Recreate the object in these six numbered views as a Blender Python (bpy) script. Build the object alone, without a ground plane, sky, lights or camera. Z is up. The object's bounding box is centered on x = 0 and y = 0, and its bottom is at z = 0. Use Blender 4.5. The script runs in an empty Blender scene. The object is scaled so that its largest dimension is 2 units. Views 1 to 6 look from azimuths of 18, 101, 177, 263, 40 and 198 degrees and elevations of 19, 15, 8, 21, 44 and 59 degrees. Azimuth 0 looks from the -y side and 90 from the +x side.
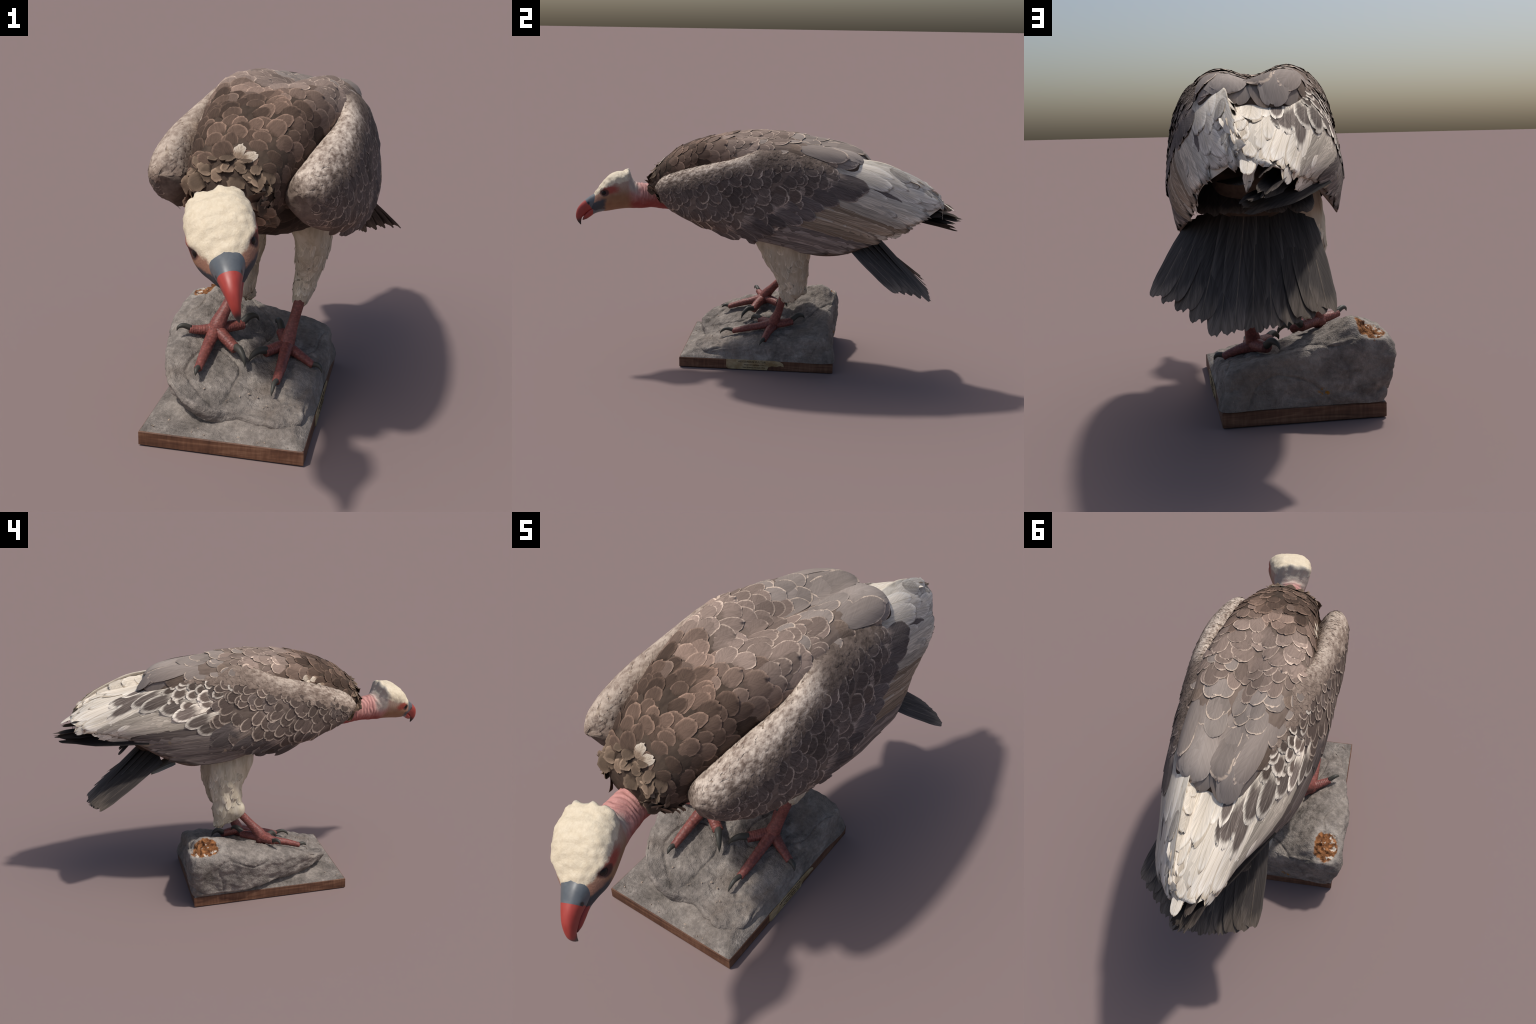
# Mounted (taxidermy) white-headed vulture on a rock and a wooden board.
import bpy, bmesh, math, random
import numpy as np
from mathutils import Vector, Matrix, noise
from mathutils.bvhtree import BVHTree

rng = random.Random(11)
V = Vector


# ------------------------------------------------------------------ helpers
def catmull(pts, n, closed=False):
    """n points along a Catmull-Rom curve through pts (rows of a numpy array)."""
    P = np.asarray(pts, float)
    m = len(P)
    out = []
    segs = m if closed else m - 1
    for t in np.linspace(0, segs, n, endpoint=not closed):
        i = min(int(t), segs - 1)
        f = t - i
        if closed:
            a, b, c, d = (P[(i + k) % m] for k in (-1, 0, 1, 2))
        else:
            b, c = P[i], P[i + 1]
            a = P[i - 1] if i > 0 else 2 * b - c
            d = P[i + 2] if i + 2 < m else 2 * c - b
        out.append(0.5 * (2 * b + (c - a) * f + (2 * a - 5 * b + 4 * c - d) * f * f + (3 * b - a - 3 * c + d) * f ** 3))
    return np.array(out)


def spline_at(xs, ys, x):
    """smooth interpolation of scalar control values ys at xs."""
    xs = list(xs)
    if x <= xs[0]:
        return ys[0]
    if x >= xs[-1]:
        return ys[-1]
    i = max(k for k in range(len(xs) - 1) if xs[k] <= x)
    f = (x - xs[i]) / (xs[i + 1] - xs[i])

    def tan(k):
        if k == 0:
            return (ys[1] - ys[0]) / (xs[1] - xs[0])
        if k == len(xs) - 1:
            return (ys[-1] - ys[-2]) / (xs[-1] - xs[-2])
        return (ys[k + 1] - ys[k - 1]) / (xs[k + 1] - xs[k - 1])
    h = xs[i + 1] - xs[i]
    return ((2 * f ** 3 - 3 * f * f + 1) * ys[i] + (f ** 3 - 2 * f * f + f) * h * tan(i)
            + (-2 * f ** 3 + 3 * f * f) * ys[i + 1] + (f ** 3 - f * f) * h * tan(i + 1))


def smooth01(a, b, x):
    t = min(1, max(0, (x - a) / (b - a)))
    return t * t * (3 - 2 * t)


def lerp(a, b, t):
    return a + (b - a) * t


def grid_mesh(name, rings, close_ring=True, cap_ends=True, mat=None, smooth=True):
    """mesh through a list of rings (each a list of 3D points of equal count)."""
    verts = [tuple(p) for r in rings for p in r]
    n = len(rings[0])
    faces = []
    for i in range(len(rings) - 1):
        for j in range(n if close_ring else n - 1):
            k = (j + 1) % n
            faces.append((i * n + j, i * n + k, (i + 1) * n + k, (i + 1) * n + j))
    if cap_ends and close_ring:
        for ring, flip in ((0, False), (len(rings) - 1, True)):
            c = len(verts)
            verts.append(tuple(np.mean(np.array([tuple(p) for p in rings[ring]]), axis=0)))
            for j in range(n):
                a, b = ring * n + j, ring * n + (j + 1) % n
                faces.append((c, b, a) if not flip else (c, a, b))
    me = bpy.data.meshes.new(name)
    me.from_pydata(verts, [], faces)
    bm = bmesh.new()
    bm.from_mesh(me)
    bmesh.ops.recalc_face_normals(bm, faces=bm.faces)
    bm.to_mesh(me)
    bm.free()
    if smooth:
        me.polygons.foreach_set("use_smooth", [True] * len(me.polygons))
    if mat:
        me.materials.append(mat)
    return me


def add(name, data, parent=None, matrix=None):
    ob = bpy.data.objects.new(name, data)
    bpy.context.scene.collection.objects.link(ob)
    if parent is not None:
        ob.parent = parent
    if matrix is not None:
        ob.matrix_basis = matrix
        if parent is not None:      # no part's parent is itself parented to a moved object
            ob.matrix_parent_inverse = parent.matrix_basis.inverted()
    return ob


def displace(me, func):
    """move every vertex along its normal by func(co)."""
    nor = [v.normal.copy() for v in me.vertices]
    for v, n in zip(me.vertices, nor):
        v.co = v.co + n * func(v.co)
    me.update()


def fbm(p, octaves=4, scale=1.0):
    s, a = 0.0, 1.0
    q = V(p) * scale
    for _ in range(octaves):
        s += a * noise.noise(q)
        q = q * 2.03 + V((3.1, 1.7, 5.3))
        a *= 0.5
    return s


def bvh_of(me):
    return BVHTree.FromPolygons([v.co.copy() for v in me.vertices], [tuple(p.vertices) for p in me.polygons])


# ------------------------------------------------------------------ materials
class Nodes:
    def __init__(self, name, rough=0.8, spec=0.25):
        self.mat = bpy.data.materials.new(name)
        self.mat.use_nodes = True
        self.t = self.mat.node_tree
        self.b = self.t.nodes["Principled BSDF"]
        self.b.inputs["Roughness"].default_value = rough
        self.b.inputs["Specular IOR Level"].default_value = spec

    def put(self, sock, val):
        if hasattr(val, "bl_idname") or isinstance(val, bpy.types.NodeSocket):
            self.t.links.new(val, sock)
        else:
            if sock.type == "RGBA" and len(val) == 3:
                val = (*val, 1)
            sock.default_value = val

    def coord(self, kind="Object"):
        return self.t.nodes.new("ShaderNodeTexCoord").outputs[kind]

    def rand(self):
        return self.t.nodes.new("ShaderNodeObjectInfo").outputs["Random"]

    def xyz(self, v):
        n = self.t.nodes.new("ShaderNodeSeparateXYZ")
        self.put(n.inputs[0], v)
        return n.outputs

    def comb(self, x, y, z):
        n = self.t.nodes.new("ShaderNodeCombineXYZ")
        for i, a in enumerate((x, y, z)):
            self.put(n.inputs[i], a)
        return n.outputs[0]

    def math(self, op, a, b=0.0, c=0.0, clamp=False):
        n = self.t.nodes.new("ShaderNodeMath")
        n.operation = op
        n.use_clamp = clamp
        for i, x in enumerate((a, b, c)):
            self.put(n.inputs[i], x)
        return n.outputs[0]

    def vmath(self, op, a, b=(0, 0, 0)):
        n = self.t.nodes.new("ShaderNodeVectorMath")
        n.operation = op
        self.put(n.inputs[0], a)
        self.put(n.inputs[1], b)
        return n.outputs["Value"] if op in ("LENGTH", "DISTANCE", "DOT_PRODUCT") else n.outputs[0]

    def map(self, x, a, b, lo=0.0, hi=1.0):
        n = self.t.nodes.new("ShaderNodeMapRange")
        n.interpolation_type = "SMOOTHSTEP"
        for i, v in enumerate((x, a, b, lo, hi)):
            self.put(n.inputs[i], v)
        return n.outputs[0]

    def noise(self, v, scale=5.0, detail=3.0, rough=0.55, dist=0.0):
        n = self.t.nodes.new("ShaderNodeTexNoise")
        self.put(n.inputs["Vector"], v)
        n.inputs["Scale"].default_value = scale
        n.inputs["Detail"].default_value = detail
        n.inputs["Roughness"].default_value = rough
        n.inputs["Distortion"].default_value = dist
        return n.outputs["Fac"]

    def voronoi(self, v, scale=5.0, feature="F1"):
        n = self.t.nodes.new("ShaderNodeTexVoronoi")
        n.feature = feature
        self.put(n.inputs["Vector"], v)
        n.inputs["Scale"].default_value = scale
        return n.outputs["Distance"]

    def mix(self, f, a, b, blend="MIX"):
        n = self.t.nodes.new("ShaderNodeMix")
        n.data_type = "RGBA"
        n.blend_type = blend
        self.put(n.inputs[0], f)
        self.put(n.inputs[6], a)
        self.put(n.inputs[7], b)
        return n.outputs[2]

    def scale_col(self, col, f):
        """multiply a colour by a scalar socket."""
        return self.mix(1.0, col, self.comb(f, f, f), "MULTIPLY")

    def ramp(self, x, stops):
        n = self.t.nodes.new("ShaderNodeValToRGB")
        self.put(n.inputs[0], x)
        e = n.color_ramp.elements
        while len(e) < len(stops):
            e.new(0.5)
        for i, (p, c) in enumerate(stops):
            e[i].position = p
            e[i].color = (*c, 1)
        return n.outputs[0]

    def bump(self, h, strength=0.3, dist=0.002):
        n = self.t.nodes.new("ShaderNodeBump")
        n.inputs["Strength"].default_value = strength
        n.inputs["Distance"].default_value = dist
        self.put(n.inputs["Height"], h)
        self.put(self.b.inputs["Normal"], n.outputs[0])

    def done(self, col):
        self.put(self.b.inputs["Base Color"], col)
        return self.mat


SC = 0.62     # where the rounded tip of every feather begins (share of its length)


def feather_material(name, centre, rim, base=None, rim_from=0.72, rim_to=0.97, base_to=0.45, tip=None,
                     rough=0.85, shaft=None, vary=0.45, streak=0.42, edge=None, patch=0.5):
    """vane colour with a paler rim; local x is across (-.5 to .5), local y along (0 to 1)."""
    n = Nodes(name, rough, 0.12)
    c = n.coord()
    x, y, z = n.xyz(c)
    info = n.t.nodes.new("ShaderNodeObjectInfo")
    r = info.outputs["Random"]
    ax = n.math("ABSOLUTE", x)
    yt = n.math("MAXIMUM", n.math("DIVIDE", n.math("SUBTRACT", y, SC), 1 - SC), 0.0)
    rho = n.math("SQRT", n.math("ADD", n.math("POWER", n.math("MULTIPLY", ax, 2.0), 2.0), n.math("POWER", yt, 2.0)))
    r10 = n.math("MULTIPLY", r, 37.0)
    wob = n.noise(n.comb(n.math("ADD", x, r10), y, r10), 3.0, 4, 0.65)
    wob0 = n.math("SUBTRACT", wob, 0.5)
    barb = n.noise(n.comb(n.math("MULTIPLY", n.math("SUBTRACT", y, n.math("MULTIPLY", ax, 0.9)), 26.0), n.math("MULTIPLY", ax, 2.5), r10), 1.0, 3, 0.6)
    long = n.noise(n.comb(n.math("MULTIPLY", x, 14.0), n.math("MULTIPLY", y, 1.6), r10), 1.0, 3, 0.6)
    rho2 = n.math("ADD", rho, n.math("MULTIPLY", wob0, 0.30))
    rho2 = n.math("ADD", rho2, n.math("MULTIPLY", n.math("SUBTRACT", barb, 0.5), 0.16))
    m = n.map(rho2, rim_from, rim_to)
    col = n.mix(m, centre, rim)
    if base is not None:
        bm_ = n.map(n.math("ADD", y, n.math("MULTIPLY", wob0, 0.5)), base_to - 0.2, base_to + 0.12, 1.0, 0.0)
        col = n.mix(bm_, col, base)
    if tip is not None:
        tm = n.map(n.math("ADD", y, n.math("MULTIPLY", wob0, 0.4)), 0.75, 1.0)
        col = n.mix(tm, col, tip)
    if shaft is not None:
        col = n.mix(n.map(ax, 0.008, 0.025, 0.7, 0.0), col, shaft)
    if edge is not None:
        col = n.mix(n.map(n.math("ADD", rho, n.math("MULTIPLY", wob0, 0.3)), 0.84, 0.98, 0.0, 0.85), col, edge)
    k = n.math("ADD", 1 - vary * 0.5, n.math("MULTIPLY", r, vary))
    st = n.math("ADD", n.math("MULTIPLY", barb, 0.5), n.math("MULTIPLY", long, 0.5))
    k = n.math("MULTIPLY", k, n.map(st, 0.3, 0.7, 1 - streak, 1 + streak))
    # neighbouring feathers share a lighter or darker cast
    cast = n.noise(info.outputs["Location"], 5.5, 2)
    k = n.math("MULTIPLY", k, n.map(cast, 0.3, 0.7, 1 - patch * 0.5, 1 + patch * 0.5))
    col = n.scale_col(col, k)
    n.bump(st, 0.12, 0.003)
    return n.done(col)


def down_material(name, dark, light, scale=9.0, stretch=(1, 0.35, 1), rough=0.95):
    """soft streaky plumage colour on object coordinates for the surfaces under the feathers."""
    n = Nodes(name, rough, 0.1)
    c = n.vmath("MULTIPLY", n.coord(), stretch)
    a = n.noise(c, scale, 4, 0.6)
    b = n.noise(c, scale * 6, 3, 0.6)
    f = n.math("ADD", n.math("MULTIPLY", a, 0.6), n.math("MULTIPLY", b, 0.4))
    n.bump(b, 0.3, 0.006)
    return n.done(n.ramp(f, ((0.32, dark), (0.68, light))))


BROWN_D = (0.044, 0.029, 0.021)
BROWN = (0.098, 0.065, 0.049)
BROWN_L = (0.300, 0.236, 0.198)
BUFF = (0.52, 0.415, 0.335)
GREY = (0.268, 0.222, 0.193)
GREY_L = (0.33, 0.285, 0.25)


def wing_skin_material():
    """underlying wing plumage: brown, streaky, turning white on the rear roof."""
    n = Nodes("wing_underdown", 0.95, 0.1)
    c = n.coord()
    x, y, z = n.xyz(c)
    s = n.vmath("MULTIPLY", c, (1, 0.3, 1))
    a = n.noise(s, 12, 4, 0.6)
    b = n.noise(s, 70, 3, 0.6)
    f = n.math("ADD", n.math("MULTIPLY", a, 0.5), n.math("MULTIPLY", b, 0.5))
    brown = n.ramp(f, ((0.32, (0.105, 0.080, 0.066)), (0.68, (0.235, 0.18, 0.148))))
    white = n.ramp(f, ((0.32, (0.5, 0.43, 0.34)), (0.68, (0.82, 0.75, 0.64))))
    fore = n.ramp(n.noise(c, 60, 3, 0.6), ((0.35, (0.17, 0.12, 0.092)), (0.65, (0.48, 0.39, 0.31))))
    yw = n.math("ADD", y, n.math("MULTIPLY", n.math("SUBTRACT", a, 0.5), 0.2))
    rear = n.map(yw, 0.40, 0.52)
    top = n.map(n.math("SUBTRACT", z, n.math("MULTIPLY_ADD", y, -0.45, 1.16)), -0.02, 0.03)
    col = n.mix(n.math("MULTIPLY", rear, top), brown, white)
    ridge = n.math("MULTIPLY", n.map(n.math("SUBTRACT", z, n.math("MULTIPLY_ADD", y, 0.27, 1.13)), -0.02, 0.015), n.map(y, -0.08, 0.0, 1.0, 0.0))
    col = n.mix(ridge, col, fore)
    n.bump(b, 0.3, 0.006)
    return n.done(col)


M = {}


def body_skin_material():
    """short plumage under the body feathers: dark below, paler brown on the mantle."""
    n = Nodes("brown_down", 0.95, 0.1)
    c = n.coord()
    x, y, z = n.xyz(c)
    s_ = n.vmath("MULTIPLY", c, (1, 0.35, 1))
    a = n.noise(s_, 9, 4, 0.6)
    b = n.noise(s_, 55, 3, 0.6)
    f = n.math("ADD", n.math("MULTIPLY", a, 0.6), n.math("MULTIPLY", b, 0.4))
    dark = n.ramp(f, ((0.32, (0.040, 0.029, 0.023)), (0.68, (0.105, 0.075, 0.057))))
    pale = n.ramp(f, ((0.32, (0.14, 0.105, 0.084)), (0.68, (0.26, 0.197, 0.16))))
    back = n.math("MULTIPLY", n.map(z, 1.08, 1.15), n.map(n.math("ADD", y, n.math("MULTIPLY", n.math("SUBTRACT", a, 0.5), 0.3)), -0.3, -0.1))
    n.bump(b, 0.3, 0.006)
    return n.done(n.mix(back, dark, pale))


M["body_down"] = body_skin_material()


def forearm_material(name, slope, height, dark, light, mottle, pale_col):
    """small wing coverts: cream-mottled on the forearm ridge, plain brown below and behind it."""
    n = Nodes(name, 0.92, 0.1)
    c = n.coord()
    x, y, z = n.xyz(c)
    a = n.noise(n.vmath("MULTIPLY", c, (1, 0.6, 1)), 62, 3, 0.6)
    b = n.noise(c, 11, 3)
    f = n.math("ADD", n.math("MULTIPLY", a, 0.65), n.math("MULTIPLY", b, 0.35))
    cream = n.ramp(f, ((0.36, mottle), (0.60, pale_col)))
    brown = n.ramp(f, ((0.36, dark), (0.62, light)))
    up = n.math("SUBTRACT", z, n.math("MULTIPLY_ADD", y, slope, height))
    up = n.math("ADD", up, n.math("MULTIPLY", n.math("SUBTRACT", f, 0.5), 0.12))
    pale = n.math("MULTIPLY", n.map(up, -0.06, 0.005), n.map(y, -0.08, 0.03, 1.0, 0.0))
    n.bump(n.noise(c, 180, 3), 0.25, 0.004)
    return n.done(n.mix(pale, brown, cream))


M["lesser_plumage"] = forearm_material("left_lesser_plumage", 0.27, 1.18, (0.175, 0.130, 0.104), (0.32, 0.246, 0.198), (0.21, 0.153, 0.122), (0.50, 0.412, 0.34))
M["lesser_plumage_dark"] = forearm_material("right_lesser_plumage", 0.284, 1.165, (0.10, 0.075, 0.061), (0.225, 0.172, 0.14), (0.22, 0.160, 0.128), (0.64, 0.545, 0.46))  # ridge cream lighter than on the left: sunlight put into the colour
M["wing_down"] = wing_skin_material()
M["white_down"] = down_material("white_down", (0.42, 0.37, 0.29), (0.62, 0.57, 0.48))
M["hackle"] = feather_material("nape_feather", BROWN, (0.215, 0.142, 0.105), BROWN_D, 0.7, 1.06, 0.38, vary=0.8, streak=0.22, patch=0.7)
M["hackle_pale"] = feather_material("pale_nape_feather", (0.168, 0.117, 0.092), (0.33, 0.232, 0.177), (0.09, 0.062, 0.048), 0.74, 1.05, 0.32, vary=0.55, streak=0.2, patch=0.6)
M["breast"] = feather_material("breast_feather", BROWN_D, (0.105, 0.074, 0.055), BROWN_D, 0.7, 1.05, vary=0.5, streak=0.2)
M["mantle"] = feather_material("mantle_feather", (0.252, 0.188, 0.155), (0.56, 0.432, 0.345), (0.17, 0.125, 0.102), 0.84, 0.97, 0.3, vary=0.4, streak=0.2, patch=0.5)
M["scapular"] = feather_material("scapular_feather", GREY, (0.60, 0.475, 0.375), GREY, 0.87, 0.95, 0.3, shaft=(0.28, 0.235, 0.21), vary=0.22, streak=0.14, patch=0.3)
M["scapular_plain"] = feather_material("plain_scapular_feather", (0.30, 0.253, 0.222), (0.39, 0.328, 0.285), GREY, 0.9, 1.0, 0.3, shaft=(0.30, 0.255, 0.23), vary=0.2, streak=0.14, patch=0.3)
M["lesser"] = feather_material("lesser_covert", (0.215, 0.158, 0.122), (0.33, 0.25, 0.195), BROWN_L, 0.7, 1.05, streak=0.3)
M["lesser_dark"] = feather_material("dark_lesser_covert", (0.125, 0.092, 0.074), (0.215, 0.163, 0.13), BROWN, 0.7, 1.05)
M["marginal"] = feather_material("marginal_covert", (0.33, 0.25, 0.195), (0.52, 0.43, 0.345), (0.24, 0.175, 0.135), 0.4, 0.95, vary=0.8)
M["covert"] = feather_material("pale_edged_covert", (0.118, 0.088, 0.074), (0.48, 0.385, 0.31), BROWN_L, 0.74, 1.0, 0.33, vary=0.35, streak=0.3)
M["covert_grey"] = feather_material("grey_covert", (0.118, 0.092, 0.080), (0.33, 0.265, 0.222), BROWN_L, 0.76, 1.05, 0.3, vary=0.35, streak=0.4)
M["covert_white"] = feather_material("white_edged_covert", (0.15, 0.113, 0.093), (0.80, 0.705, 0.595), (0.70, 0.61, 0.50), 0.52, 0.85, 0.42)
M["greater_grey"] = feather_material("greater_covert", (0.105, 0.086, 0.080), (0.23, 0.19, 0.165), BROWN_L, 0.84, 1.02, 0.3, shaft=(0.08, 0.065, 0.06))
M["greater_white"] = feather_material("pale_greater_covert", (0.165, 0.132, 0.113), (0.82, 0.735, 0.62), (0.76, 0.67, 0.555), 0.62, 0.9, 0.38, shaft=(0.3, 0.26, 0.22))
M["flight"] = feather_material("flight_feather", (0.155, 0.126, 0.112), (0.29, 0.24, 0.208), GREY, 0.7, 1.05, 0.2, shaft=(0.25, 0.2, 0.16), edge=(0.07, 0.052, 0.044), streak=0.5)
M["flight_grey"] = feather_material("grey_flight_feather", (0.24, 0.20, 0.178), (0.36, 0.305, 0.265), GREY, 0.6, 1.05, 0.2, shaft=(0.3, 0.25, 0.2), edge=(0.10, 0.078, 0.066), streak=0.45)
M["flight_buff"] = feather_material("buff_flight_feather", (0.26, 0.195, 0.14), (0.42, 0.345, 0.265), GREY, 0.6, 1.0, 0.2, shaft=(0.4, 0.33, 0.26), edge=(0.12, 0.088, 0.065), streak=0.5)
M["flight_pale"] = feather_material("pale_flight_feather", (0.48, 0.415, 0.34), (0.68, 0.605, 0.505), GREY_L, 0.5, 1.0, 0.2, shaft=(0.5, 0.43, 0.34), edge=(0.2, 0.155, 0.118), streak=0.4)
M["tertial"] = feather_material("white_tertial", (0.80, 0.71, 0.59), (0.88, 0.81, 0.71), (0.78, 0.69, 0.57), 0.5, 1.0, 0.2, shaft=(0.55, 0.46, 0.33), vary=0.25, streak=0.2, edge=(0.58, 0.48, 0.36), patch=0.2)
M["tertial_grey"] = feather_material("grey_white_tertial", (0.52, 0.46, 0.39), (0.72, 0.655, 0.57), (0.36, 0.31, 0.26), 0.5, 1.0, 0.2, shaft=(0.45, 0.38, 0.29), vary=0.3, streak=0.28, edge=(0.27, 0.225, 0.18), patch=0.3)
M["primary"] = feather_material("dark_primary", (0.032, 0.027, 0.026), (0.065, 0.053, 0.047), None, 0.7, 1.0, tip=(0.10, 0.08, 0.066))
M["tail"] = feather_material("tail_feather", (0.066, 0.056, 0.051), (0.10, 0.085, 0.075), None, 0.7, 1.0, tip=(0.16, 0.128, 0.104), shaft=(0.17, 0.135, 0.105), patch=0.6)
M["ruff"] = feather_material("ruff_feather", (0.150, 0.106, 0.076), (0.25, 0.178, 0.126), BROWN_D, 0.5, 1.0, 0.4, vary=1.0, streak=0.15)
M["down_patch"] = feather_material("pale_down_patch", (0.48, 0.40, 0.315), (0.58, 0.50, 0.41), (0.25, 0.18, 0.13), 0.4, 1.0, 0.5, vary=0.4)
M["tuft"] = feather_material("thigh_tuft", (0.56, 0.485, 0.37), (0.64, 0.575, 0.465), (0.5, 0.42, 0.31), 0.5, 1.0, 0.3, vary=0.3, streak=0.3, patch=0.4)


def thigh_material():
    n = Nodes("thigh_down", 0.95, 0.1)
    c = n.coord()
    s = n.vmath("MULTIPLY", c, (1, 1, 0.22))
    a = n.noise(s, 14, 4, 0.6)
    b = n.noise(s, 60, 3, 0.6)
    f = n.math("ADD", n.math("MULTIPLY", a, 0.6), n.math("MULTIPLY", b, 0.4))
    n.bump(b, 0.35, 0.006)
    return n.done(n.ramp(f, ((0.3, (0.36, 0.30, 0.21)), (0.5, (0.55, 0.48, 0.37)), (0.7, (0.66, 0.6, 0.5)))))


def rock_material():
    n = Nodes("painted_rock", 0.88, 0.25)
    c = n.coord()
    big = n.noise(c, 5, 4, 0.6)
    fine = n.noise(c, 70, 4, 0.65)
    grain = n.noise(c, 260, 2, 0.6)
    mid_ = n.noise(c, 19, 4, 0.65, 0.6)
    f = n.math("ADD", n.math("MULTIPLY", big, 0.4), n.math("ADD", n.math("MULTIPLY", mid_, 0.35), n.math("MULTIPLY", fine, 0.25)))
    col = n.ramp(f, ((0.36, (0.105, 0.091, 0.080)), (0.5, (0.228, 0.199, 0.177)), (0.63, (0.39, 0.345, 0.305))))
    brown = n.map(n.noise(c, 3.2, 3), 0.5, 0.7)
    col = n.mix(n.math("MULTIPLY", brown, 0.5), col, (0.17, 0.130, 0.102))
    speck = n.map(n.voronoi(c, 42), 0.05, 0.13, 1.0, 0.0)
    speck = n.math("MULTIPLY", speck, n.map(n.noise(c, 9, 2), 0.55, 0.62))
    col = n.mix(n.math("MULTIPLY", speck, 0.6), col, (0.5, 0.43, 0.36))
    # broken patch that shows the rusty filling, with a white plaster rim
    d = n.vmath("LENGTH", n.vmath("MULTIPLY", n.vmath("SUBTRACT", c, (-0.322, 0.262, 0.312)), (16.5, 12.5, 15.0)))
    d = n.math("ADD", d, n.math("MULTIPLY", n.math("SUBTRACT", n.noise(c, 22, 3), 0.5), 0.75))
    plaster = n.map(n.noise(c, 32, 3), 0.55, 0.63)
    fill = n.mix(plaster, n.ramp(n.noise(c, 38, 4), ((0.35, (0.09, 0.032, 0.012)), (0.65, (0.40, 0.175, 0.068)))), (0.62, 0.55, 0.47))
    rim = n.map(d, 1.0, 1.55, 1.0, 0.0)
    col = n.mix(n.math("MULTIPLY", rim, 0.45), col, (0.42, 0.38, 0.34))
    col = n.mix(n.map(d, 0.9, 1.0, 1.0, 0.0), col, fill)
    # ochre lichen smear on the rear face
    d2 = n.vmath("LENGTH", n.vmath("MULTIPLY", n.vmath("SUBTRACT", c, (-0.15, 0.35, 0.105)), (32, 12, 55)))
    lich = n.math("MULTIPLY", n.map(d2, 0.4, 1.0, 1.0, 0.0), n.map(n.noise(c, 90, 2), 0.5, 0.58))
    col = n.mix(lich, col, (0.36, 0.16, 0.02))
    n.bump(n.math("ADD", fine, n.math("MULTIPLY", grain, 0.5)), 0.8, 0.010)
    return n.done(col)


def wood_material():
    n = Nodes("stained_wood", 0.6, 0.35)
    c = n.coord()
    s = n.vmath("MULTIPLY", c, (1.2, 1.2, 14))
    g = n.noise(s, 3.0, 5, 0.6, 1.2)
    fine = n.noise(n.vmath("MULTIPLY", c, (90, 90, 12)), 1.0, 3)
    f = n.math("ADD", n.math("MULTIPLY", g, 0.7), n.math("MULTIPLY", fine, 0.3))
    col = n.ramp(f, ((0.3, (0.045, 0.018, 0.010)), (0.5, (0.125, 0.055, 0.030)), (0.68, (0.23, 0.12, 0.07))))
    n.bump(fine, 0.15, 0.002)
    return n.done(col)


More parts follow.
